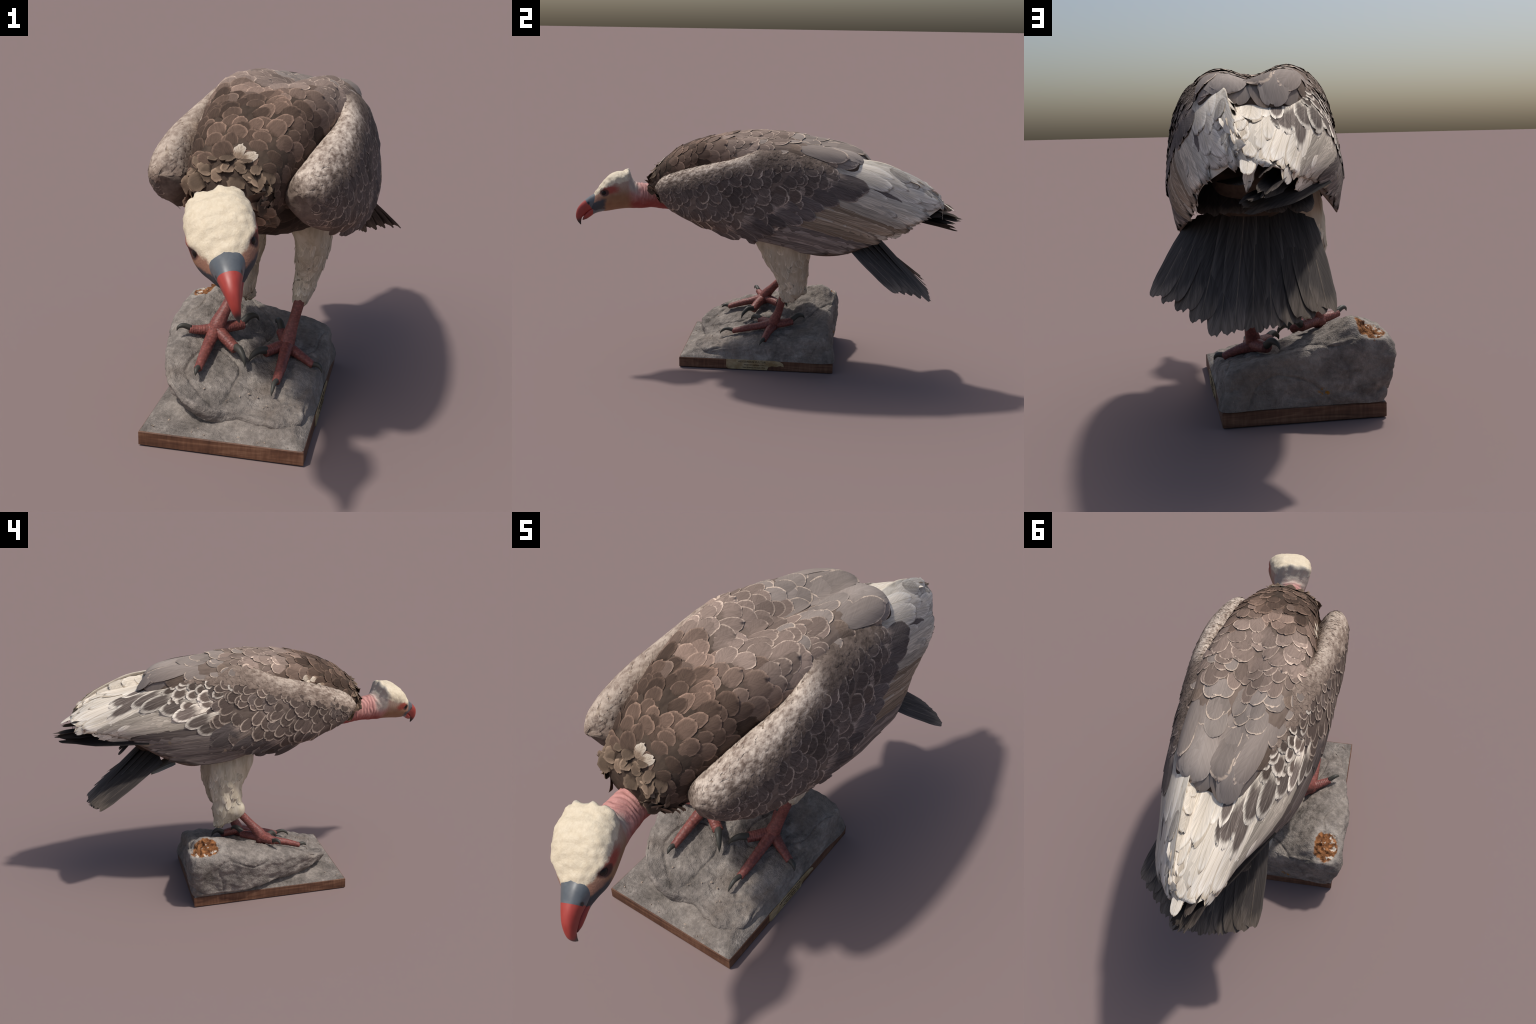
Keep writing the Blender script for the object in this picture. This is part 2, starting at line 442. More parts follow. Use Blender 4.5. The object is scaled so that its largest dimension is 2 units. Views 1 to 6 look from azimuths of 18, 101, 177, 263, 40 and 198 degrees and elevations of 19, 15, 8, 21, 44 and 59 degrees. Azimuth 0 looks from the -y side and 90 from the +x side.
def head_material():
    """local axes: x forward, y to the bird's left side, z up; red neck, ochre cheek, cream woolly cap."""
    n = Nodes("head_skin", 0.6, 0.35)
    c = n.coord()
    x, y, z = n.xyz(c)
    wob = n.math("SUBTRACT", n.noise(c, 38, 4, 0.6), 0.5)
    ay = n.math("ABSOLUTE", y)
    fine = n.noise(c, 170, 3, 0.6)
    # neck
    wr = n.noise(n.vmath("MULTIPLY", c, (140, 26, 26)), 1.0, 3)
    neck = n.mix(wr, (0.42, 0.165, 0.15), (0.62, 0.34, 0.305))
    deep = n.math("ADD", z, n.math("MULTIPLY", wob, 0.05))
    neck = n.mix(n.map(deep, -0.07, 0.0, 1.0, 0.0), neck, (0.27, 0.042, 0.036))
    # cheek
    cheek = n.mix(n.noise(c, 30, 4), (0.21, 0.092, 0.045), (0.36, 0.20, 0.105))
    paler = n.map(n.math("ADD", z, n.math("MULTIPLY", wob, 0.03)), -0.03, 0.05)
    cheek = n.mix(paler, cheek, (0.44, 0.31, 0.235))
    xs = n.math("ADD", x, n.math("MULTIPLY", wob, 0.05))
    col = n.mix(n.map(xs, -0.16, -0.10), neck, cheek)
    # red skin round and above the eye
    eye = n.vmath("LENGTH", n.vmath("MULTIPLY", n.vmath("SUBTRACT", n.comb(x, ay, z), (-0.016, 0.085, 0.014)), (15, 9, 34)))
    eye = n.math("ADD", eye, n.math("MULTIPLY", wob, 0.5))
    col = n.mix(n.map(eye, 0.45, 1.12, 0.88, 0.0), col, (0.33, 0.045, 0.03))
    lid_shade = n.vmath("LENGTH", n.vmath("MULTIPLY", n.vmath("SUBTRACT", n.comb(x, ay, z), (0.004, 0.075, -0.001)), (38, 12, 48)))  # dark lid ring, with the shade of the eye recess painted in
    col = n.mix(n.map(lid_shade, 0.75, 1.1, 0.9, 0.0), col, (0.055, 0.02, 0.018))
    lore = n.vmath("LENGTH", n.vmath("MULTIPLY", n.vmath("SUBTRACT", n.comb(x, ay, z), (0.045, 0.05, -0.03)), (22, 16, 30)))
    col = n.mix(n.map(lore, 0.5, 1.1, 0.7, 0.0), col, (0.30, 0.155, 0.115))
    # dark strip of gape skin below the lores
    gape = n.math("SUBTRACT", n.math("ADD", z, n.math("MULTIPLY", wob, 0.02)), n.math("MULTIPLY_ADD", x, -0.32, -0.056))
    dark = n.math("MULTIPLY", n.map(n.math("ABSOLUTE", gape), 0.020, 0.032, 1.0, 0.0), n.map(xs, -0.012, 0.016))
    col = n.mix(dark, col, (0.045, 0.05, 0.058))
    # woolly cap: above a line that falls from the crown to the cere, and the nape behind it
    line = n.math("SUBTRACT", n.math("MULTIPLY_ADD", x, -0.28, 0.020), n.math("MULTIPLY", n.math("MAXIMUM", x, 0.0), 0.55))
    capd = n.math("SUBTRACT", n.math("ADD", z, n.math("MULTIPLY", wob, 0.035)), line)
    wool = n.mix(n.noise(c, 75, 4, 0.65), (0.55, 0.445, 0.30), (0.80, 0.71, 0.555))
    cap = n.math("MULTIPLY", n.map(capd, 0.0, 0.014), n.map(xs, -0.185, -0.165))
    col = n.mix(cap, col, wool)
    nape = n.math("MULTIPLY", n.map(n.math("SUBTRACT", z, n.math("MULTIPLY_ADD", x, 0.5, 0.075)), -0.02, 0.02), n.math("MULTIPLY", n.map(xs, -0.19, -0.15), n.map(x, -0.135, -0.115, 1.0, 0.0)))
    col = n.mix(n.math("MULTIPLY", nape, 0.85), col, n.mix(n.noise(c, 60, 3), (0.40, 0.36, 0.31), (0.64, 0.59, 0.5)))
    n.bump(n.math("ADD", n.math("MULTIPLY", wr, 0.7), fine), 0.35, 0.004)
    return n.done(col)


def beak_material():
    n = Nodes("beak_horn", 0.42, 0.4)
    c = n.coord()
    x, y, z = n.xyz(c)
    streak = n.noise(n.vmath("MULTIPLY", c, (30, 90, 30)), 1.0, 3)
    col = n.mix(streak, (0.29, 0.030, 0.024), (0.41, 0.068, 0.052))
    tip = n.map(n.math("ADD", z, n.math("MULTIPLY", streak, 0.012)), -0.14, -0.112, 1.0, 0.0)
    col = n.mix(tip, col, (0.035, 0.028, 0.026))
    return n.done(col)


def cere_material():
    n = Nodes("cere_skin", 0.3, 0.5)
    c = n.coord()
    a = n.noise(c, 40, 3)
    col = n.mix(a, (0.055, 0.065, 0.075), (0.145, 0.16, 0.175))
    x, y, z = n.xyz(c)
    nost = n.vmath("LENGTH", n.vmath("MULTIPLY", n.vmath("SUBTRACT", n.comb(x, n.math("ABSOLUTE", y), z), (0.088, 0.028, -0.052)), (110, 60, 80)))
    col = n.mix(n.map(nost, 0.5, 1.0, 1.0, 0.0), col, (0.012, 0.013, 0.015))
    return n.done(col)


def scaly_leg_material():
    n = Nodes("scaly_red_skin", 0.5, 0.4)
    c = n.coord()
    cell = n.voronoi(n.vmath("MULTIPLY", c, (1, 1, 1.4)), 95)
    a = n.noise(c, 22, 3)
    col = n.mix(a, (0.135, 0.032, 0.027), (0.30, 0.102, 0.083))
    col = n.scale_col(col, n.map(cell, 0.2, 0.75, 1.08, 0.72))
    n.bump(cell, 0.35, -0.003)
    return n.done(col)


def plain(name, col, rough=0.5, spec=0.4, var=0.3, scale=40):
    n = Nodes(name, rough, spec)
    c = n.coord()
    f = n.noise(c, scale, 3)
    return n.done(n.scale_col(n.mix(0.0, col, col), n.math("ADD", 1 - var * 0.5, n.math("MULTIPLY", f, var))))


def paper_material():
    n = Nodes("aged_paper", 0.8, 0.2)
    c = n.coord()
    f = n.noise(c, 18, 4, 0.6)
    return n.done(n.ramp(f, ((0.35, (0.27, 0.18, 0.085)), (0.55, (0.42, 0.32, 0.185)), (0.7, (0.50, 0.42, 0.28)))))


M["thigh"] = thigh_material()
M["rock"] = rock_material()
M["wood"] = wood_material()
M["head"] = head_material()
M["beak"] = beak_material()
M["cere"] = cere_material()
M["leg"] = scaly_leg_material()
M["claw"] = plain("claw_horn", (0.055, 0.052, 0.044), 0.5, 0.35, 0.5)
M["eye"] = plain("glass_eye", (0.014, 0.008, 0.006), 0.3, 0.25, 0.0)
M["ear"] = plain("ear_dark", (0.05, 0.018, 0.014), 0.8, 0.1)  # dark colour on a solid ball that stands in for the ear hole
M["paper"] = paper_material()
M["ink"] = plain("printing_ink", (0.03, 0.02, 0.014), 0.8, 0.1)
M["chip"] = plain("stone_chip", (0.38, 0.30, 0.24), 0.8, 0.2, 1.2, 25)

# ------------------------------------------------------------------ the thing
bird = bpy.data.objects.new("mounted_vulture", None)
bpy.context.scene.collection.objects.link(bird)
bird["label"] = "stuffed white-headed vulture with red beak standing on grey rock"
bird["category"] = "taxidermy bird"

# ------------------------------------------------------------------ torso
# y, centre x, half width, hump height, groove height, belly height, squareness of the back (small = square)
TORSO = (
    (-0.605, 0.077, 0.082, 1.003, 1.008, 0.905, 0.85),
    (-0.585, 0.074, 0.112, 1.038, 1.046, 0.885, 0.80),
    (-0.54, 0.068, 0.140, 1.083, 1.093, 0.855, 0.76),
    (-0.45, 0.064, 0.160, 1.145, 1.157, 0.812, 0.68),
    (-0.35, 0.066, 0.184, 1.192, 1.193, 0.772, 0.60),
    (-0.20, 0.060, 0.208, 1.224, 1.212, 0.730, 0.50),
    (-0.05, 0.064, 0.230, 1.231, 1.196, 0.702, 0.44),
    (0.10, 0.066, 0.224, 1.228, 1.180, 0.688, 0.44),
    (0.25, 0.072, 0.207, 1.207, 1.164, 0.688, 0.48),
    (0.38, 0.082, 0.180, 1.185, 1.154, 0.692, 0.50),
    (0.48, 0.096, 0.150, 1.143, 1.128, 0.700, 0.55),
    (0.55, 0.088, 0.130, 1.050, 1.030, 0.725, 0.75),
    (0.62, 0.092, 0.110, 0.955, 0.945, 0.790, 0.90),
    (0.68, 0.096, 0.075, 0.915, 0.910, 0.830, 0.90),
    (0.72, 0.098, 0.035, 0.885, 0.880, 0.850, 0.90),
)


def torso_ring(y, n):
    cols = list(zip(*TORSO))
    cx, hw, zt, zg, zb, sq = (spline_at(cols[0], cols[k], y) for k in range(1, 7))
    zm = lerp(zb, zt, 0.52)
    out = []
    for k in range(n):
        a = 2 * math.pi * k / n            # 0 = right side, quarter turn = top
        ca, sa = math.cos(a), math.sin(a)
        ex = sq if sa > 0 else 0.82
        x = hw * math.copysign(abs(ca) ** ex, ca)
        z = zm + ((zt - zm) if sa > 0 else (zm - zb)) * math.copysign(abs(sa) ** ex, sa)
        if sa > 0:
            z -= 0.011 * (x / hw) * sa * smooth01(-0.3, -0.1, y)      # the right shoulder sits lower
            z += (zg - zt) * math.exp(-(x / (0.30 * hw)) ** 2) * sa
        out.append((cx + x, y, z))
    return out


def ring_loft(fn, ys, n):
    return [fn(y, n) for y in ys]


NT = 96
ys_t = list(np.linspace(-0.605, 0.72, 100))
torso_me = grid_mesh("torso", ring_loft(torso_ring, ys_t, NT), mat=M["body_down"])
torso = add("torso", torso_me, bird)
BVH_T = bvh_of(torso_me)

# ------------------------------------------------------------------ wings
# y, thickness, outer skin from the upper inner edge over the forearm and down to the lower edge as x, z pairs
WING_RIGHT = (
    (-0.538, 0.004, ((0.278, 0.962), (0.280, 0.966), (0.284, 0.967), (0.288, 0.965), (0.288, 0.960), (0.286, 0.957), (0.281, 0.956))),
    (-0.525, 0.030, ((0.262, 0.965), (0.268, 0.985), (0.285, 0.99), (0.30, 0.975), (0.302, 0.955), (0.292, 0.94), (0.275, 0.935))),
    (-0.50, 0.080, ((0.215, 0.955), (0.248, 1.005), (0.29, 1.015), (0.325, 0.985), (0.333, 0.945), (0.306, 0.895), (0.262, 0.878))),
    (-0.42, 0.095, ((0.220, 0.985), (0.262, 1.042), (0.312, 1.045), (0.352, 1.00), (0.364, 0.94), (0.345, 0.86), (0.295, 0.828))),
    (-0.30, 0.090, ((0.234, 1.020), (0.278, 1.080), (0.330, 1.075), (0.372, 1.02), (0.390, 0.93), (0.380, 0.835), (0.325, 0.788))),
    (-0.15, 0.080, ((0.250, 1.070), (0.297, 1.120), (0.342, 1.10), (0.375, 1.03), (0.392, 0.92), (0.388, 0.815), (0.345, 0.755))),
    (0.00, 0.055, ((0.225, 1.190), (0.296, 1.165), (0.340, 1.105), (0.367, 1.02), (0.383, 0.91), (0.386, 0.81), (0.358, 0.735))),
    (0.15, 0.040, ((0.20, 1.195), (0.280, 1.158), (0.326, 1.095), (0.351, 1.01), (0.371, 0.90), (0.376, 0.80), (0.352, 0.71))),
    (0.30, 0.030, ((0.200, 1.160), (0.255, 1.135), (0.302, 1.083), (0.328, 1.01), (0.350, 0.90), (0.355, 0.79), (0.325, 0.668))),
    (0.45, 0.022, ((0.170, 1.140), (0.215, 1.110), (0.262, 1.058), (0.302, 0.99), (0.327, 0.89), (0.336, 0.78), (0.318, 0.684))),
    (0.60, 0.018, ((0.156, 1.120), (0.185, 1.090), (0.222, 1.040), (0.258, 0.975), (0.284, 0.89), (0.290, 0.81), (0.270, 0.747))),
    (0.72, 0.014, ((0.147, 1.072), (0.168, 1.045), (0.195, 1.005), (0.224, 0.950), (0.250, 0.895), (0.260, 0.85), (0.250, 0.800))),
    (0.80, 0.010, ((0.137, 1.030), (0.155, 1.005), (0.175, 0.975), (0.195, 0.940), (0.212, 0.905), (0.222, 0.875), (0.228, 0.848))),
    (0.87, 0.008, ((0.130, 0.967), (0.140, 0.960), (0.150, 0.950), (0.158, 0.935), (0.164, 0.920), (0.168, 0.905), (0.170, 0.892))),
    (0.895, 0.005, ((0.128, 0.930), (0.132, 0.928), (0.136, 0.925), (0.140, 0.922), (0.143, 0.918), (0.145, 0.914), (0.147, 0.910))),
)
WING_LEFT = (
    (-0.548, 0.004, ((-0.166, 0.982), (-0.168, 0.986), (-0.172, 0.987), (-0.176, 0.985), (-0.176, 0.980), (-0.174, 0.977), (-0.169, 0.976))),
    (-0.535, 0.030, ((-0.152, 0.985), (-0.158, 1.005), (-0.174, 1.01), (-0.188, 0.995), (-0.19, 0.975), (-0.18, 0.96), (-0.165, 0.955))),
    (-0.50, 0.080, ((-0.105, 0.980), (-0.138, 1.034), (-0.175, 1.045), (-0.210, 1.01), (-0.220, 0.96), (-0.196, 0.915), (-0.15, 0.90))),
    (-0.42, 0.090, ((-0.105, 1.005), (-0.146, 1.070), (-0.190, 1.075), (-0.230, 1.03), (-0.240, 0.96), (-0.222, 0.885), (-0.17, 0.86))),
    (-0.30, 0.085, ((-0.112, 1.045), (-0.156, 1.108), (-0.200, 1.105), (-0.240, 1.05), (-0.255, 0.96), (-0.245, 0.86), (-0.20, 0.815))),
    (-0.15, 0.075, ((-0.122, 1.098), (-0.164, 1.149), (-0.200, 1.130), (-0.232, 1.045), (-0.250, 0.94), (-0.250, 0.85), (-0.220, 0.792))),
    (0.00, 0.055, ((-0.100, 1.215), (-0.150, 1.200), (-0.197, 1.142), (-0.227, 1.050), (-0.250, 0.94), (-0.256, 0.845), (-0.232, 0.776))),
    (0.15, 0.040, ((-0.050, 1.222), (-0.115, 1.190), (-0.175, 1.120), (-0.208, 1.032), (-0.236, 0.93), (-0.248, 0.83), (-0.228, 0.755))),
    (0.30, 0.030, ((0.030, 1.165), (-0.058, 1.168), (-0.128, 1.120), (-0.172, 1.052), (-0.202, 0.965), (-0.220, 0.85), (-0.209, 0.719))),
    (0.45, 0.022, ((0.150, 1.090), (0.060, 1.105), (-0.035, 1.095), (-0.112, 1.052), (-0.162, 0.975), (-0.183, 0.87), (-0.168, 0.762))),
    (0.60, 0.018, ((0.150, 1.060), (0.080, 1.050), (0.010, 1.040), (-0.056, 1.012), (-0.100, 0.95), (-0.115, 0.885), (-0.103, 0.831))),
    (0.72, 0.014, ((0.142, 1.035), (0.090, 1.025), (0.030, 1.003), (-0.020, 0.968), (-0.046, 0.925), (-0.057, 0.892), (-0.054, 0.865))),
    (0.81, 0.010, ((0.130, 0.990), (0.085, 0.985), (0.042, 0.965), (0.010, 0.935), (-0.015, 0.91), (-0.030, 0.890), (-0.033, 0.875))),
    (0.90, 0.008, ((0.120, 0.925), (0.100, 0.925), (0.080, 0.922), (0.065, 0.918), (0.050, 0.913), (0.040, 0.910), (0.030, 0.907))),
)


INSET = 0.002      # room for the feathers that lie on the skin


class Wing:
    def __init__(self, table, side):
        self.side = side
        self.y0, self.y1 = table[0][0], table[-1][0]
        NU, NV = 49, 120
        st = np.array([[(p[0], r[0], p[1]) for p in catmull(np.array(r[2]), NU)] for r in table])
        self.st_y = [r[0] for r in table]
        ys = np.linspace(self.y0, self.y1, NV)
        outer = np.zeros((NV, NU, 3))
        for j in range(NU):
            for d in (0, 2):
                vals = list(st[:, j, d])
                for i, y in enumerate(ys):
                    outer[i, j, d] = spline_at(self.st_y, vals, y)
            outer[:, j, 1] = ys
        self.outer, self.ys, self.NU = outer, ys, NU
        thick = [spline_at(self.st_y, [r[1] for r in table], y) for y in ys]
        rings = []
        for i in range(NV):
            o = outer[i]
            t = np.gradient(o, axis=0)
            nx, nz = -t[:, 2], t[:, 0]
            ln = np.hypot(nx, nz) + 1e-9
            nx, nz = nx / ln, nz / ln
            # make the section normal point at the bird's middle
            cx = 0.07
            if np.sum((cx - o[:, 0]) * nx + (0.9 - o[:, 2]) * nz) < 0:
                nx, nz = -nx, -nz
            u = np.linspace(0, 1, NU)
            th = thick[i] * np.sin(np.pi * np.clip(u, 0.02, 0.98)) ** 0.5
            o[:, 0] += nx * INSET
            o[:, 2] += nz * INSET
            inner = o.copy()
            inner[:, 0] += nx * th
            inner[:, 2] += nz * th
            # in front the inner side is a bulging chord from lip to lip, behind it is a thin sheet
            chord = o[0] + (o[-1] - o[0]) * u[:, None]
            sgn = -1 if o[NU // 2, 0] > cx else 1
            chord[:, 0] += sgn * 0.018 * np.sin(np.pi * u)
            wgt = smooth01(-0.14, 0.06, ys[i])
            inner = chord * (1 - wgt) + inner * wgt
            rings.append([tuple(p) for p in o] + [tuple(p) for p in inner[::-1][1:-1]])
        self.mesh = grid_mesh("wing", rings, mat=M["wing_down"])
        self.bvh = bvh_of(self.mesh)

    def at(self, y, u):
        """point on the outer skin; u 0 = upper inner edge, 1 = lower edge."""
        i = (y - self.y0) / (self.y1 - self.y0) * (len(self.ys) - 1)
        i = min(max(i, 0), len(self.ys) - 1.001)
        j = min(max(u, 0), 0.9999) * (self.NU - 1)
        a, b = int(i), int(j)
        fa, fb = i - a, j - b
        o = self.outer
        p = (o[a, b] * (1 - fa) + o[a + 1, b] * fa) * (1 - fb) + (o[a, b + 1] * (1 - fa) + o[a + 1, b + 1] * fa) * fb
        return V(p)


wing_r, wing_l = Wing(WING_RIGHT, 1), Wing(WING_LEFT, -1)
wings = []
for w in (wing_r, wing_l):
    w.ob = add("wing", w.mesh, bird)

BVH_ALL = BVHTree.FromPolygons(
    [v.co.copy() for m in (torso_me, wing_r.mesh, wing_l.mesh) for v in m.vertices],
    [tuple(i + o for i in p.vertices) for m, o in ((torso_me, 0), (wing_r.mesh, len(torso_me.vertices)), (wing_l.mesh, len(torso_me.vertices) + len(wing_r.mesh.vertices))) for p in m.polygons])

# ------------------------------------------------------------------ feathers
COUNT = {}


def profile(s):
    if s < SC:
        return 0.42 + 0.58 * math.sin(min(1.0, s / SC) * math.pi / 2) ** 0.8
    return math.sqrt(max(0.0, 1 - ((s - SC) / (1 - SC)) ** 2))


def feather(kind, parent, mat, bvh, root, direction, L, W, lift=(0.0, 0.006), camber=0.10, ns=9, nt=5, curl=0.0,
            reach=0.02, ragged=0.04, free=False, blunt=1.0, swirl=0.0):
    """one feather: a cambered vane that follows the skin below it from root to tip."""
    root = V(root)
    d = V(direction).normalized()
    if bvh is not None:
        q, nrm, _, _ = bvh.find_nearest(root)
        root = q
    else:
        nrm = V((0, 0, 1))
    d = (d - nrm * d.dot(nrm)).normalized()
    ez, ey = nrm.copy(), d.copy()
    ex = ey.cross(ez).normalized()
    Mx = Matrix(((ex.x * W, ey.x * L, ez.x * L, root.x), (ex.y * W, ey.y * L, ez.y * L, root.y), (ex.z * W, ey.z * L, ez.z * L, root.z), (0, 0, 0, 1)))
    inv = Mx.inverted()
    ss = [0.0, 0.15, 0.3, 0.45, 0.58, 0.7, 0.8, 0.88, 0.94, 0.975, 0.995] if ns > 8 else [0.0, 0.22, 0.45, 0.65, 0.82, 0.93, 0.99]
    verts, c, s_prev = [], root.copy(), 0.0
    seed = rng.random() * 100
    for s in ss:
        step = (s - s_prev) * L
        s_prev = s
        c = c + d * step
        n = nrm
        if bvh is not None and not free:
            q, n2, _, dist = bvh.find_nearest(c)
            off = c - q
            tang = (off - n2 * off.dot(n2)).length
            if tang < reach * 0.5 and n2.dot(nrm) > 0.2:
                c, n = q, n2
                d = (d - n * d.dot(n)).normalized()
        nrm = n
        if curl:
            d = (d + n * curl * (s * 0.5)).normalized()
        if swirl:
            d = (d + d.cross(n) * swirl * step / L).normalized()
        side = d.cross(n).normalized()
        hw = 0.5 * W * profile(s) ** blunt
        up = lerp(lift[0], lift[1], s)
        for k in range(nt):
            t = -1 + 2 * k / (nt - 1)
            jag = 1 + ragged * noise.noise(V((seed, s * 9, t * 2)))
            p = c + side * hw * t * jag
            m = n
            if bvh is not None and not free:
                q, n2, _, dist = bvh.find_nearest(p)
                off = p - q
                tang = (off - n2 * off.dot(n2)).length
                if tang < reach * 0.4 and off.length < reach and n2.dot(n) > 0.3:
                    p, m = q, n2
            rag = ragged * L * 0.6 * noise.noise(V((seed + 7, t * 2.7, 0))) * smooth01(0.7, 1, s)
            p = p + m * (up + camber * W * (1 - t * t) * 0.5 * (0.3 + 0.7 * s)) + d * rag
            verts.append(inv @ p)
    faces = []
    for i in range(len(ss) - 1):
        for k in range(nt - 1):
            a = i * nt + k
            faces.append((a, a + 1, a + nt + 1, a + nt))
    me = bpy.data.meshes.new(kind)
    me.from_pydata([tuple(v) for v in verts], [], faces)
    me.polygons.foreach_set("use_smooth", [True] * len(faces))
    me.materials.append(mat)
    COUNT[kind] = COUNT.get(kind, 0) + 1
    return add(kind, me, parent, Mx)


def plumage(name, parent, mat, bvh, spots):
    """many tiny feathers joined into one part; spots holds root, direction, length, width."""
    verts, faces = [], []
    for root, d, L, W in spots:
        q, n, _, _ = bvh.find_nearest(V(root))
        d = (V(d) - n * V(d).dot(n)).normalized()
        base = len(verts)
        c, s0 = q.copy(), 0.0
        for s_, w_, h_ in ((0.0, 0.6, -0.0015), (0.4, 1.0, 0.0005), (0.8, 0.8, 0.0020), (1.0, 0.25, 0.0026)):
            c, n, _, _ = bvh.find_nearest(c + d * L * (s_ - s0))
            s0 = s_
            d = (d - n * d.dot(n)).normalized()
            side = d.cross(n)
            for t in (-1, 0, 1):
                q2, n2, _, _ = bvh.find_nearest(c + side * W * 0.5 * w_ * t)
                verts.append(tuple(q2 + n2 * (h_ + (0.0006 if t == 0 else 0))))
        for i in range(3):
            for k in range(2):
                a = base + i * 3 + k
                faces.append((a, a + 1, a + 4, a + 3))
    me = bpy.data.meshes.new(name)
    me.from_pydata(verts, [], faces)
    me.polygons.foreach_set("use_smooth", [True] * len(faces))
    me.materials.append(mat)
    ob = add(name, me, parent)
    ob["kind"] = "stuff"
    return ob


def jitter(v, a):
    return v * (1 + rng.uniform(-a, a))


# --- nape, breast and mantle: rows round the torso that grow towards the rear
def ring_points(y, a0, a1, spacing, stagger):
    """points along the torso section between two angles, evenly spaced."""
    pts = torso_ring(y, 720)
    i0, i1 = int(a0 / 360 * 720), int(a1 / 360 * 720)
    seq = [V(pts[i % 720]) for i in range(i0, i1 + 1)]
    out, acc = [], spacing * (0.5 if stagger else 0.0)
    for a, b in zip(seq, seq[1:]):
        acc += (b - a).length
        if acc >= spacing:
            acc -= spacing
            out.append(b)
    return out


y, row = -0.59, 0
while y < -0.06:
    size = lerp(0.044, 0.066, smooth01(-0.6, -0.1, y))
    for p in ring_points(y, -20, 200, size * 0.80, row % 2):
        p = p + V((rng.uniform(-1, 1), rng.uniform(-1, 1), 0)) * size * 0.26
        hi = smooth01(1.0, 1.16, p.z)
        back = smooth01(-0.52, -0.12, p.y) * hi
        tone = back + rng.uniform(-0.16, 0.16)
        m = M["mantle"] if tone > 0.80 else (M["hackle_pale"] if tone > 0.34 else M["hackle"])
        feather("nape_feather", torso, m, BVH_T, p, (rng.uniform(-0.4, 0.4), 1, -0.35 * (1 - hi)), jitter(size * 1.7, 0.25), jitter(size * 1.2, 0.25),
                lift=(-0.002, jitter(0.0032, 0.7)), ns=7, camber=0.06, ragged=0.14)
    for p in ring_points(y, 200, 340, size * 1.25, row % 2):
        feather("breast_feather", torso, M["breast"], BVH_T, p, (rng.uniform(-0.3, 0.3), 1, -0.3), jitter(size * 2.1, 0.2), jitter(size * 1.5, 0.2),
                lift=(-0.002, jitter(0.004, 0.5)), ns=7, ragged=0.12)
    y += size * 0.70
    row += 1
# belly behind the breast
while y < 0.3:
    for p in ring_points(y, 205, 335, 0.1, row % 2):
        feather("breast_feather", torso, M["breast"], BVH_T, p, (rng.uniform(-0.2, 0.2), 1, -0.2), 0.15, 0.11, lift=(-0.002, 0.004), ns=7)
    y += 0.075
    row += 1
# mantle and scapulars: two rounded groups either side of the groove
y, row = -0.08, 0
while y < 0.40:
    g = smooth01(-0.08, 0.36, y)
    wdt = lerp(0.064, 0.115, g)
    lng = lerp(0.11, 0.25, g)
    for p in ring_points(y, 14, 166, wdt * 0.70, row % 2):
        p = p + V((rng.uniform(-1, 1) * 0.014, rng.uniform(-1, 1) * 0.026, 0))
        far = abs(p.x - 0.075) > 0.15
        tail_in = 0.10 * (0.075 - p.x) if not far else -0.3 * (0.075 - p.x)
        pick = rng.random()
        if y < 0.06:
            m = M["mantle"] if pick < 0.9 - 0.6 * smooth01(-0.02, 0.06, y) else M["scapular"]
        else:
            m = M["scapular_plain"] if pick < smooth01(0.12, 0.3, y) * 0.35 else M["scapular"]
        if far and y > 0.0 and pick < 0.6:
            m = M["lesser"]
        k = 0.75 if far else 1.0
        q, nq, _, _ = BVH_ALL.find_nearest(p)
        skin = BVH_ALL if far and nq.z > 0.3 and (q - p).length < 0.02 else BVH_T
        feather("scapular_feather", torso, m, skin, p, (tail_in * 3 + rng.uniform(-0.14, 0.14), 1, 0),
                jitter(lng * k, 0.18), jitter(wdt * k, 0.18), lift=(-0.003, jitter(0.0036, 0.6)), camber=0.045, reach=0.05, ragged=0.07)
    y += lng * 0.33
    row += 1
# the long last scapulars that overhang the rump
for x0, yy, tx, L, W, m, zup in ((0.205, 0.27, -0.12, 0.26, 0.125, "scapular_plain", 0.010), (0.145, 0.29, -0.02, 0.24, 0.135, "scapular_plain", 0.012),
                                 (0.245, 0.2, 0.0, 0.24, 0.10, "scapular", 0.010), (0.03, 0.32, 0.06, 0.27, 0.12, "scapular", 0.008),
                                 (-0.03, 0.3, 0.14, 0.27, 0.12, "scapular", 0.014), (0.065, 0.3, 0.02, 0.20, 0.10, "scapular", 0.014),
                                 (-0.075, 0.24, 0.16, 0.27, 0.10, "scapular", 0.012), (0.0, 0.33, 0.05, 0.26, 0.10, "scapular_plain", 0.02)):
    feather("scapular_feather", torso, M[m], BVH_T, (x0, yy, 1.2), (tx, 1, -0.1), L, W, lift=(0.0, zup), camber=0.06, reach=0.05, ragged=0.08)

# small patches of pale down on the nape and behind the left shoulder
for p in ((0.09, -0.575, 1.06), (0.105, -0.58, 1.05), (-0.095, -0.37, 1.11), (-0.100, -0.34, 1.10), (-0.105, -0.40, 1.08), (-0.09, -0.32, 1.12)):
    feather("down_patch", torso, M["down_patch"], BVH_T, p, (rng.uniform(-0.3, 0.3), 1, -0.3), jitter(0.05, 0.2), 0.035, lift=(0.001, 0.005), ns=7, ragged=0.4)

